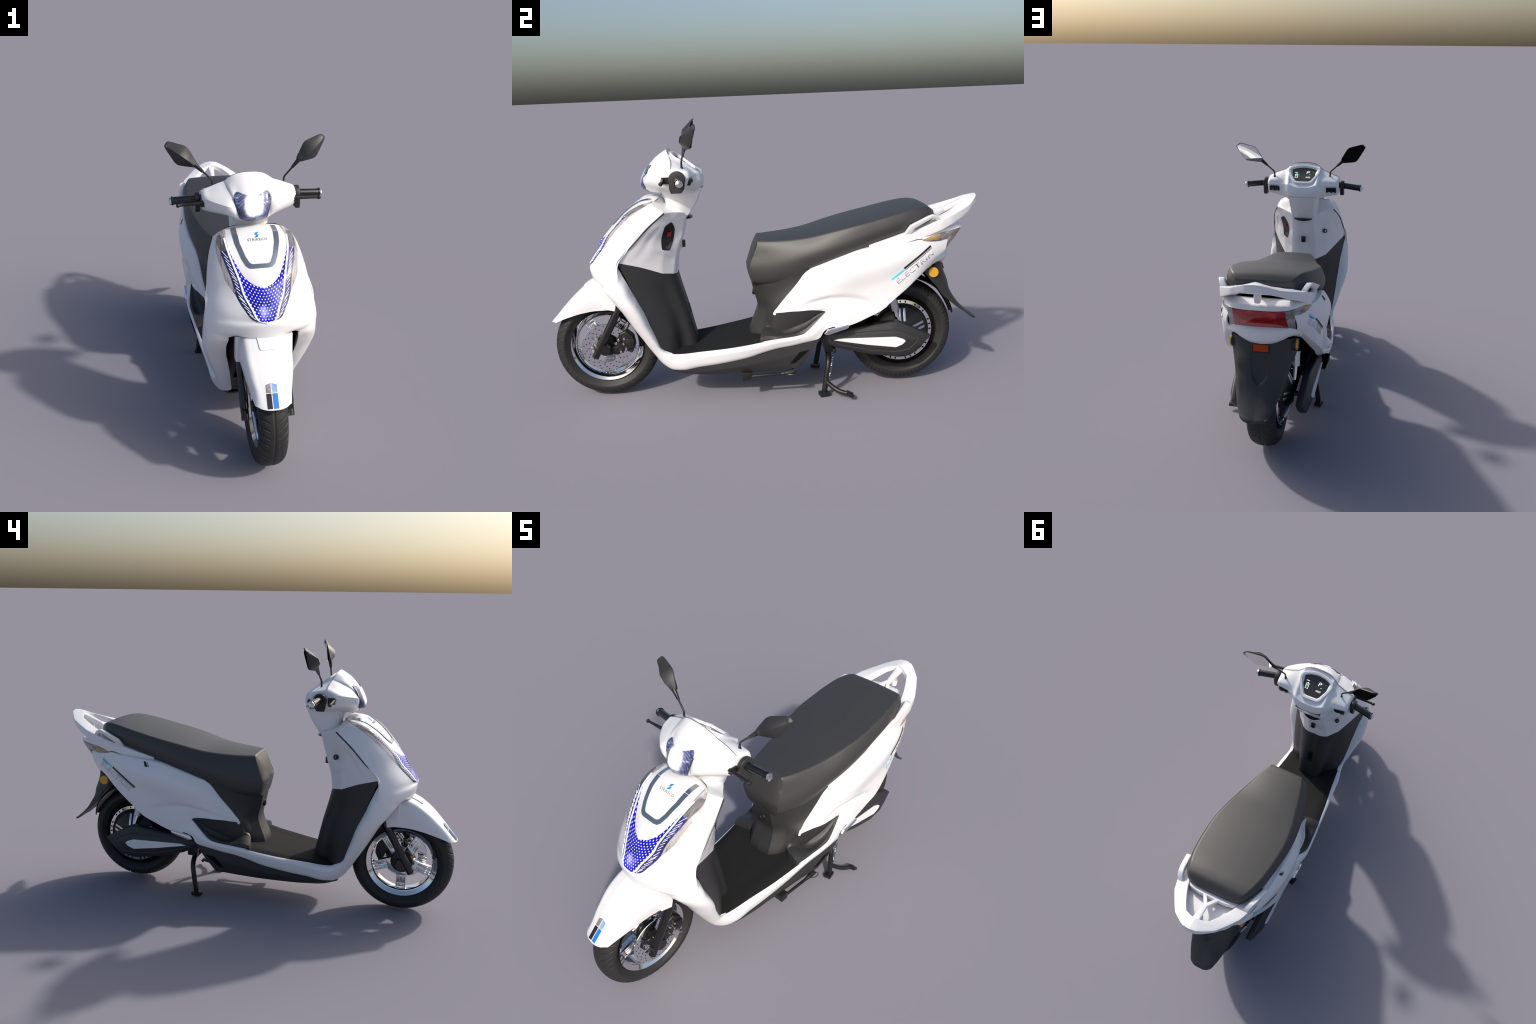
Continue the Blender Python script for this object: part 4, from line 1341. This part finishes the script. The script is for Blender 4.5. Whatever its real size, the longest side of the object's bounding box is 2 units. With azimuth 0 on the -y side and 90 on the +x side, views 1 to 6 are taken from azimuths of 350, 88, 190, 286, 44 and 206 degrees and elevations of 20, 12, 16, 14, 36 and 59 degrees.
# the cover leans outwards at the front
cov.v = [(x - np.interp(y, [.30, .63, .75], [0, .004, .014]), y, z) for x, y, z in cov.v]
sc = mk('swing_arm_cover', cov, DARK, recalc=True, bevel=.002, angle=30)
sc2 = mirrored(sc)
SI = [(.292, .265), (.319, .272), (.581, .265), (.615, .253), (.628, .243), (.612, .227), (.581, .215), (.450, .235), (.341, .256)]
ins = M().prism(rounded(SI, .006, 3), [(.180, 0), (.1975, 0), (.1995, .002)])
ins.v = [(x - np.interp(y, [.30, .63, .75], [0, .004, .014]), y, z) for x, y, z in ins.v]
si = mk('swing_arm_insert', ins, WHITE, recalc=True, angle=40)
si2 = mirrored(si)
for o_, d_ in ((sc, -.011), (si, -.011), (sc2, -.003), (si2, -.003)):
    o_.data.transform(Matrix.Translation((d_, 0, 0)))
arm = M()
arm.box((0, .285, .268), (.25, .07, .05))
arm.tube([(-.10, .30, .27), (-.10, .63, .253)], .018, 12)
arm.tube([(.10, .30, .27), (.10, .63, .253)], .018, 12)
arm.tube([(-.13, .63, .253), (.13, .63, .253)], .012, 12)
arm.tube([(-.07, .35, .30), (.07, .35, .30)], .022, 12)
mk('swing_arm', arm, BLACK, recalc=True)
# passenger pegs folded under the side panel
pg = M().prism(rounded([(.246, .316), (.262, .308), (.345, .333), (.360, .342), (.355, .352), (.262, .334)], .004), [(.214, 0), (.236, 0), (.239, .003)])
p_ = mk('passenger_peg', pg, CHROME, recalc=True, bevel=.002)
mirrored(p_)
pb = M().tube([(.12, .28, .325), (.222, .275, .322)], .009, 10)
pb_ = mk('peg_bracket', pb, BLACK, p_)
mirrored(pb_)

# ---- stands
stand = M()
for s in (1, -1):
    stand.tube([(s * .060, .285, .215), (s * .115, .277, .190), (s * .160, .272, .155), (s * .172, .262, .10), (s * .180, .247, .018)], [.013, .013, .0125, .0125, .0125], 12, per=3)
    stand.box((s * .181, .245, .011), (.034, .045, .018), Matrix.Rotation(.25 * s, 3, 'Z'))
    stand.box((s * .120, .285, .215), (.03, .05, .045))
stand.tube([(-.12, .275, .185), (.12, .275, .185)], .012, 10)
stand.tube([(-.13, .300, .205), (.16, .300, .205)], .010, 10)
stand_ob = mk('centre_stand', stand, BLACK, recalc=True, bevel=.0015)
lv = M().tube([(.176, .256, .070), (.195, .285, .045), (.215, .315, .030), (.232, .345, .026), (.245, .366, .022)], [.011, .011, .0105, .010, .009], 10, per=4)
lv.box((.243, .357, .026), (.038, .030, .014), Matrix.Rotation(-.5, 3, 'X'))
mk('stand_lever', lv, BLACK, stand_ob, bevel=.0015, recalc=True)
sp_ = M().tube([(.178 + .005 * math.cos(t), .292 - .02 * t / 90 + .005 * math.sin(t), .190 - .11 * t / 90) for t in np.linspace(0, 90, 280)], .0014, 5)
mk('stand_spring', sp_, SATIN, stand_ob, stuff=True)
ss = M()
ss.prism([(-.128, .138), (-.085, .138), (-.088, .104), (-.125, .100)], [(.150, 0), (.200, 0)])
ss.tube([(.190, -.105, .116), (.192, .060, .122)], .0075, 10)
ss.tube([(.192, .050, .122), (.190, .085, .124), (.188, .112, .130)], [.008, .013, .016], 10)
mk('side_stand', ss, BLACK, recalc=True, bevel=.001)
mk('side_stand_hook', M().tube([(.195, .06, .128), (.215, .09, .125), (.215, .115, .128), (.198, .115, .132)], .0022, 6, per=4), BLACK)

# the front wheel sits a little to the left of the body, its mudguard turned with it
for o_ in [wheel] + [c for c in bpy.data.objects if c.parent == wheel]:
    o_.data.transform(Matrix.Translation((-.010, 0, 0)))
turn = Matrix.Translation((0, -.66, 0)) @ Matrix.Rotation(-.040, 4, 'Z') @ Matrix.Translation((0, .66, 0))
for o_ in bpy.data.objects:
    if o_.name.startswith(('front_mudguard', 'mudguard_')):
        o_.data.transform(turn)
# ---- handlebar cover
# sections (y, z) from the ridge over the front, the nose, the underside and the rear back to the ridge
HEAD = {
    .000: ((-.413, 1.147), [(-.447, 1.123), (-.477, 1.095), (-.507, 1.057), (-.524, 1.024), (-.531, .992)], (-.527, .974), [(-.506, .963), (-.470, .952), (-.400, .945)], (-.290, .945), [(-.264, .975), (-.257, 1.004)], (-.266, 1.030), [(-.282, 1.040), (-.300, 1.047)], (-.390, 1.112)),
    .040: ((-.412, 1.144), [(-.446, 1.120), (-.475, 1.092), (-.503, 1.056), (-.519, 1.024), (-.526, .994)], (-.521, .977), [(-.502, .966), (-.465, .956), (-.400, .948)], (-.290, .947), [(-.265, .975), (-.258, 1.006)], (-.266, 1.032), [(-.282, 1.042), (-.305, 1.050)], (-.388, 1.110)),
    .064: ((-.410, 1.137), [(-.443, 1.112), (-.470, 1.085), (-.494, 1.053), (-.508, 1.023), (-.514, .996)], (-.509, .980), [(-.492, .970), (-.458, .961), (-.400, .954)], (-.294, .952), [(-.270, .980), (-.262, 1.010)], (-.270, 1.040), [(-.300, 1.055), (-.335, 1.078)], (-.382, 1.108)),
    .078: ((-.407, 1.129), [(-.440, 1.106), (-.470, 1.080), (-.500, 1.050), (-.516, 1.026), (-.519, 1.006)], (-.510, .988), [(-.490, .977), (-.455, .968), (-.400, .960)], (-.300, .958), [(-.278, .984), (-.268, 1.010)], (-.274, 1.044), [(-.302, 1.064), (-.342, 1.092)], (-.396, 1.126)),
    .100: ((-.400, 1.113), [(-.432, 1.096), (-.466, 1.074), (-.500, 1.048), (-.517, 1.032), (-.515, 1.012)], (-.498, .993), [(-.475, .983), (-.444, .976), (-.398, .970)], (-.312, .968), [(-.298, .988), (-.291, 1.008)], (-.290, 1.040), [(-.312, 1.062), (-.345, 1.085)], (-.390, 1.110)),
    .130: ((-.394, 1.101), [(-.420, 1.090), (-.450, 1.073), (-.480, 1.052), (-.496, 1.038), (-.492, 1.016)], (-.474, .996), [(-.455, .987), (-.428, .981), (-.392, .977)], (-.322, .975), [(-.314, .990), (-.308, 1.008)], (-.300, 1.038), [(-.312, 1.060), (-.340, 1.078)], (-.386, 1.098)),
    .165: ((-.391, 1.087), [(-.408, 1.080), (-.430, 1.069), (-.452, 1.055), (-.464, 1.045), (-.459, 1.020)], (-.440, .996), [(-.425, .989), (-.405, .984), (-.382, .981)], (-.328, .981), [(-.321, .995), (-.316, 1.010)], (-.304, 1.038), [(-.312, 1.058), (-.335, 1.070)], (-.382, 1.084)),
    .192: ((-.391, 1.075), [(-.400, 1.071), (-.413, 1.065), (-.425, 1.057), (-.431, 1.049), (-.428, 1.026)], (-.416, 1.002), [(-.406, .996), (-.393, .991), (-.376, .988)], (-.333, .988), [(-.326, 1.000), (-.321, 1.012)], (-.312, 1.036), [(-.318, 1.054), (-.338, 1.063)], (-.380, 1.072)),
    .198: ((-.390, 1.069), [(-.398, 1.065), (-.408, 1.060), (-.418, 1.053), (-.422, 1.046), (-.420, 1.026)], (-.410, 1.006), [(-.402, 1.001), (-.390, .997), (-.376, .994)], (-.337, .994), [(-.331, 1.004), (-.326, 1.014)], (-.318, 1.034), [(-.324, 1.049), (-.340, 1.057)], (-.379, 1.066)),
}
hs = []
for x, (T, fr_, nz, bt, rr, re_, kk, spd, t2) in HEAD.items():
    X = lambda p, *f: (x, p[0], p[1], *f)
    pts = [X(T)] + [X(p, 's') if q_ == 3 else X(p) for q_, p in enumerate(fr_)] + [X(nz, 's')] + [X(p) for p in bt] + [X(rr, 's')] + [X(p) for p in re_] + [X(kk, 's')] + [X(p) for p in spd] + [X(t2, 's'), X(T)]
    hs.append(section(pts, [13, 5, 8, 6, 10, 3]))
HS = np.array(hs)
hg = loft_rows(HS, 6)
hm = M().grid(hg[:, :-1], closed=True, cap1=True).mirror()
head = mk('handlebar_cover', hm, WHITE, angle=24, recalc=True)
# front cowl: the raised middle of the cover, narrowing towards the lamp
xs_all = list(HEAD.keys())


def cover_at(x, col):
    return hermite(HS[:, col], np.array(xs_all), np.array([x]))[0]


rows = []
for i in range(0, 19):
    t = i / 18.
    xb = np.interp(t, [0, .25, .55, .8, 1], [.104, .097, .080, .062, .047])
    row = []
    for j in range(21):
        s = j / 20.
        p = cover_at(xb * s, i)
        edge = min(1., (1 - s) / .10)
        k = .007 * (edge ** .6) * min(1., .25 + t * 3)
        row.append((p[0], p[1] - .75 * k - .0005, p[2] + .55 * k))
    # skirt back into the cover
    p = cover_at(xb + .002, i)
    row.append((p[0], p[1] + .004, p[2] - .003))
    rows.append(row)
cowl = mk('headlamp_cowl', M().grid(np.array(rows)).mirror(), WHITE, angle=60, recalc=True)
# make sure the cowl faces forward
TREE_H = bvh(cowl, head)
hfr = frame((0, -.70, 1.035), (1, 0, 0), (0, 0, 1))
HL = [(-.079, .034), (-.064, .054), (-.030, .043), (0, .036), (.030, .043), (.064, .054), (.079, .034), (.072, .0), (.056, -.050), (.030, -.061), (0, -.068), (-.030, -.061), (-.056, -.050), (-.072, .0)]
decal('headlamp_bezel', [rounded([(-.0785, .026), (.0785, .026), (.073, -.002), (.057, -.053), (.031, -.065), (0, -.072), (-.031, -.065), (-.057, -.053), (-.073, -.002)], .004, 3)], hfr, TREE_H, plain('lamp_bezel', (.05, .055, .09), .25, coat=.5), off=.0003, thick=.0025, cell=.010)
decal('headlamp', [rounded(inset(HL, .003), .006, 3)], hfr, TREE_H, HEADLAMP, off=.003, thick=.002, cell=.008)
# seam between front and rear halves of the cover
seam = M().tube([(x, HEAD[x][0][0] + .004, HEAD[x][0][1] + .0002) for x in xs_all[:-1]], .0009, 6, per=4).mirror()
mk('cover_seam', seam, BLACK)

# instrument display
sfr = frame((0, -.30, 1.13), (-1, 0, 0), (0, -.80, .585))
TREE_H2 = bvh(head)
SC = [(-.036, -.050), (.036, -.050), (.062, -.002), (.074, .024), (.071, .042), (.042, .056), (0, .062), (-.042, .056), (-.071, .042), (-.074, .024), (-.062, -.002)]
sc0 = Vector((0, -.346, 1.080))
up = Vector((0, -.092, .066)).normalized()
nn = Vector((0, up.z, -up.y)).normalized()
if nn.z < 0:
    nn = -nn
F = frame(sc0 + nn * .004, (-1, 0, 0), up)
flat = BVHTree.FromPolygons([F @ Vector(p) for p in ((-1, -1, 0), (1, -1, 0), (1, 1, 0), (-1, 1, 0))], [(0, 1, 2, 3)])
decal('display', [rounded(SC, .008, 3)], F, flat, SCREEN, off=-.012, thick=.012, cell=.02)
# hood rim round the display
rimp = [F @ Vector((a, b, 0)) for a, b in rounded(SC, .012, 3)]
rimp.append(rimp[0])
hood = []
for p in rimp:
    q = (p - sc0)
    hood.append([p + nn * .0005, p + q.normalized() * .006 + nn * .010, p + q.normalized() * .016 + nn * .010, p + q.normalized() * .026 - nn * .010])
mk('display_hood', M().grid(np.array(hood)), WHITE, recalc=True, angle=55)


def glyph(body, x, y, size, mat, shear=.15, width=None):
    lettering('display_digit', body, size, frame(F @ Vector((x, y, 0)), (-1, 0, 0), up), flat, mat, off=.0005, thick=.0003, shear=shear, width=width)


glyph('P', .020, .022, .030, GLOW, width=.018)
glyph('18', -.014, .022, .030, GHOST, width=.030)
glyph('000', .024, -.014, .014, GLOW, width=.026)
R_ = lambda x0, y0, x1, y1: [(x0, y0), (x1, y0), (x1, y1), (x0, y1)]
decal('display_icon', [R_(-.048, -.017, -.0455, .008), R_(-.034, -.017, -.0315, .008), R_(-.048, -.019, -.0315, -.017), R_(-.0475, .008, -.032, .010), R_(-.043, .010, -.0365, .013), R_(-.052, .021, -.036, .0245), R_(.030, .006, .037, .008)], F, flat, GLOW, off=.0004, thick=.0003, cell=.05)
decal('display_icon', [R_(-.044, -.008, -.0355, .007), R_(.048, .026, .053, .029)], F, flat, GLOWG, off=.0004, thick=.0003, cell=.05)
decal('display_icon', [R_(-.044, -.015, -.0355, -.0105)], F, flat, GLOWR, off=.0004, thick=.0003, cell=.05)

# ---- steering column cover
NK = []
for z, yf, yr, xf, xr in ((.975, -.455, -.262, .082, .070), (.945, -.440, -.276, .080, .068), (.910, -.430, -.292, .079, .064), (.880, -.434, -.311, .078, .062), (.850, -.442, -.330, .076, .060)):
    ym = yf + (yr - yf) * .55
    NK.append([(xf * .5, yf - .004, z), (xf * .92, yf + .012, z), (xf, yf + .03, z), (xf, ym, z, 's'), (xr, yr + (-.006), z, 's'), (xr * .5, yr, z), (0, yr, z)])
ng = loft([[(0, s_[0][1] - .002, s_[0][2])] + s_ for s_ in NK], [8, 4, 5], 5)
mk('column_cover', M().grid(ng).mirror(), WHITE, angle=32, recalc=True)
mk('column_seam', M().tube([(.0775, -.398, .868), (.0772, -.382, .864), (.061, -.3385, .8515), (.03, -.3335, .851), (0, -.333, .851)], .0012, 6).mirror(), BLACK)
mk('column_collar', M().lathe([(.0, 0), (.062, 0), (.066, .004), (.066, .010), (.0, .010)], (0, -.385, .842), 40, axis='z').xform(
    Matrix.Translation((0, -.385, .842)) @ Matrix.Rotation(math.radians(-12), 4, 'X') @ Matrix.Translation((0, .385, -.842))), BLACK, recalc=True)

# ---- grips, levers, switches
for s in (1, -1):
    g0, g1 = Vector((s * .205, -.366, 1.034)), Vector((s * .318, -.346, 1.024))
    d = (g1 - g0).normalized()
    bar = mk('handlebar_grip', M().tube([g0 - d * .03, g0, g0 + d * .008, g1 - d * .008, g1 - d * .006, g1], [.016, .016, .0165, .0165, .0195, .0195], 20), GLOSS, recalc=True)
    mk('bar_end', M().tube([g1, g1 + d * .008, g1 + d * .014, g1 + d * .0145], [.0175, .0165, .007, .001], 10), CHROME, bar, angle=10)
    l0 = Vector((s * .180, -.424, 1.030))
    l1 = Vector((s * .298, -.423, 1.023))
    lv = M().tube([l0, l0.lerp(l1, .35), l0.lerp(l1, .75), l1], [.0085, .0075, .0055, .005], 10)
    lv.lathe([(0, -.009), (.0055, -.007), (.009, 0), (.0055, .007), (0, .009)], tuple(l1), 14)
    lv.box((s * .194, -.412, 1.026), (.022, .032, .028))
    mk('brake_lever', lv, BLACK, bar, recalc=True)
    cc = (-.362, 1.030)
    if s > 0:
        ringp = [(cc[0] + .036 * math.cos(a), cc[1] + .036 * math.sin(a)) for a in np.linspace(math.radians(-20), math.radians(200), 18)]
        ringp += [(-.397, .995), (-.390, .972), (-.345, .972), (-.332, .990)]
        col_ = M().prism(ringp, [(.204, .002), (.206, 0), (.222, 0), (.224, .002)])
    else:
        ringp = [(cc[0] + .030 * math.cos(a), cc[1] + .030 * math.sin(a)) for a in np.linspace(math.radians(-20), math.radians(200), 18)]
        ringp += [(-.388, 1.0), (-.384, .980), (-.350, .980), (-.336, 1.0)]
        col_ = M().prism(ringp, [(-.224, .002), (-.222, 0), (-.206, 0), (-.204, .002)])
    mk('grip_collar', col_, DARK if s > 0 else BLACK, bar, recalc=True, bevel=.002)
    sw = M().prism(rounded([(-.028, -.015), (.028, -.015), (.028, .014), (-.028, .014)], .004), [(0, 0), (.016, 0), (.018, .002)],
                   place=lambda o, a, b: (s * .157 + a, -.322 + o + b * .25, 1.014 + b))
    swo = mk('switch_box', sw, BLACK, recalc=True, bevel=.001)
    kx = M()
    for dx_, w_ in ((-.014, .018), (.010, .020)):
        kx.prism(rounded([(-w_ / 2, -.006), (w_ / 2, -.006), (w_ / 2, .006), (-w_ / 2, .006)], .002), [(0, 0), (.008, .001)],
                 place=lambda o, a, b: (s * .157 + dx_ + a, -.305 + o + b * .25, 1.017 + b))
    mk('switch_key', kx, GLOSS, swo, recalc=True)
    mk('switch_legend', M().box((s * .157 + .010, -.3035, 1.003), (.012, .002, .003)).box((s * .157 - .014, -.3035, 1.003), (.010, .002, .003)), PEARL, swo)

# ---- mirrors: stem, faceted shell and glass
CXH = .0133
MIR = {
    1: dict(rim=[(.351, -.265, 1.244), (.330, -.269, 1.262), (.248, -.298, 1.237), (.211, -.322, 1.170), (.222, -.318, 1.151), (.302, -.293, 1.162)],
            ridge=[(.337, -.285, 1.240), (.274, -.338, 1.198), (.224, -.330, 1.163)], base=(.149, -.344, 1.060), bend=(.150, -.344, 1.097)),
    -1: dict(rim=[(-.351, -.321, 1.248), (-.334, -.305, 1.267), (-.255, -.320, 1.243), (-.216, -.339, 1.174), (-.228, -.345, 1.157), (-.303, -.325, 1.167)],
             ridge=[(-.338, -.330, 1.246), (-.274, -.363, 1.203), (-.230, -.352, 1.167)], base=(-.158, -.357, 1.064), bend=(-.159, -.356, 1.104)),
}
for s, q in MIR.items():
    loc = lambda p: np.array([p[0] + CXH, p[1] + .002, p[2] + .003])
    rim_ = [loc(p) for p in q['rim']]
    rd = [loc(p) for p in q['ridge']]
    cen_ = sum(rim_) / 6
    # smooth closed rim, then rings that close on the ridge
    P2 = []
    for i in range(6):
        a, b, c = rim_[i - 1], rim_[i], rim_[(i + 1) % 6]
        for t_ in np.linspace(0, 1, 5):
            k_ = .22
            p0, p1 = b + (a - b) * k_, b + (c - b) * k_
            P2.append((1 - t_)**2 * p0 + 2 * t_ * (1 - t_) * b + t_ * t_ * p1)
        nxt0 = b + (c - b) * .22
        nxt1 = c + (b - c) * .22
        for t_ in (.33, .66):
            P2.append(nxt0 + (nxt1 - nxt0) * t_)
    P2 = np.array(P2)

    def near_ridge(p):
        best = None
        for u_, v_ in ((rd[0], rd[1]), (rd[1], rd[2])):
            t_ = np.clip((p - u_) @ (v_ - u_) / ((v_ - u_) @ (v_ - u_)), 0, 1)
            c_ = u_ + (v_ - u_) * t_
            dd = np.linalg.norm(p - c_)
            if best is None or dd < best[0]:
                best = (dd, c_)
        return best[1]
    rd[1] = rd[1] + np.array([0, -.010, .004])
    nrm = np.cross(rim_[1] - rim_[3], rim_[5] - rim_[2])
    nrm = nrm / np.linalg.norm(nrm)
    if nrm[1] < 0:
        nrm = -nrm
    rings = [P2 + (cen_ - P2) * .05 + nrm * .001, P2 + nrm * .0005, P2 - nrm * .004]
    for k_ in (.25, .5, .75, .93, 1.):
        rings.append(np.array([p + (near_ridge(p) - p) * k_ - nrm * (.004 * (1 - k_) + .003 * math.sin(k_ * math.pi)) for p in P2]))
    sh = M().grid(np.array(rings), closed=True, flip=True)
    shell = mk('mirror_shell', sh, DARK, recalc=True, angle=32)
    gl = P2 + (cen_ - P2) * .05 + nrm * .0012
    # flatten the glass; it is set a little more upright than the rim
    ng = np.array([nrm[0] * .83, nrm[1], nrm[2] * .45])
    ng = ng / np.linalg.norm(ng)
    gl = np.array([p - nrm * (((p - cen_) @ ng) / (nrm @ ng)) for p in gl]) + nrm * .003
    gm = M().add(list(gl) + [cen_ + nrm * .003], [(i, (i + 1) % len(gl), len(gl)) for i in range(len(gl))])
    glass = mk('mirror_glass', gm, MIRROR if s > 0 else MATT, shell, solid=.0015, recalc=True)
    tip = (rim_[3] + rim_[4]) / 2 * .7 + rd[2] * .3
    b0, b1 = loc(q['base']), loc(q['bend'])
    dd = (tip - b1)
    sm_ = M().tube([b0, b1 - np.array([0, 0, .006]), b1 + dd * .06, b1 + dd * .55, b1 + dd * .58, b1 + dd * 1.05], [.0042, .0042, .0040, .0040, .0062, .0105], 10)
    sm_.tube([b0 - np.array([0, 0, .010]), b0 + np.array([0, 0, .006]), b0 + np.array([0, 0, .016])], [.0085, .0075, .0055], 12)
    mk('mirror_stem', sm_, BLACK, shell, recalc=True)
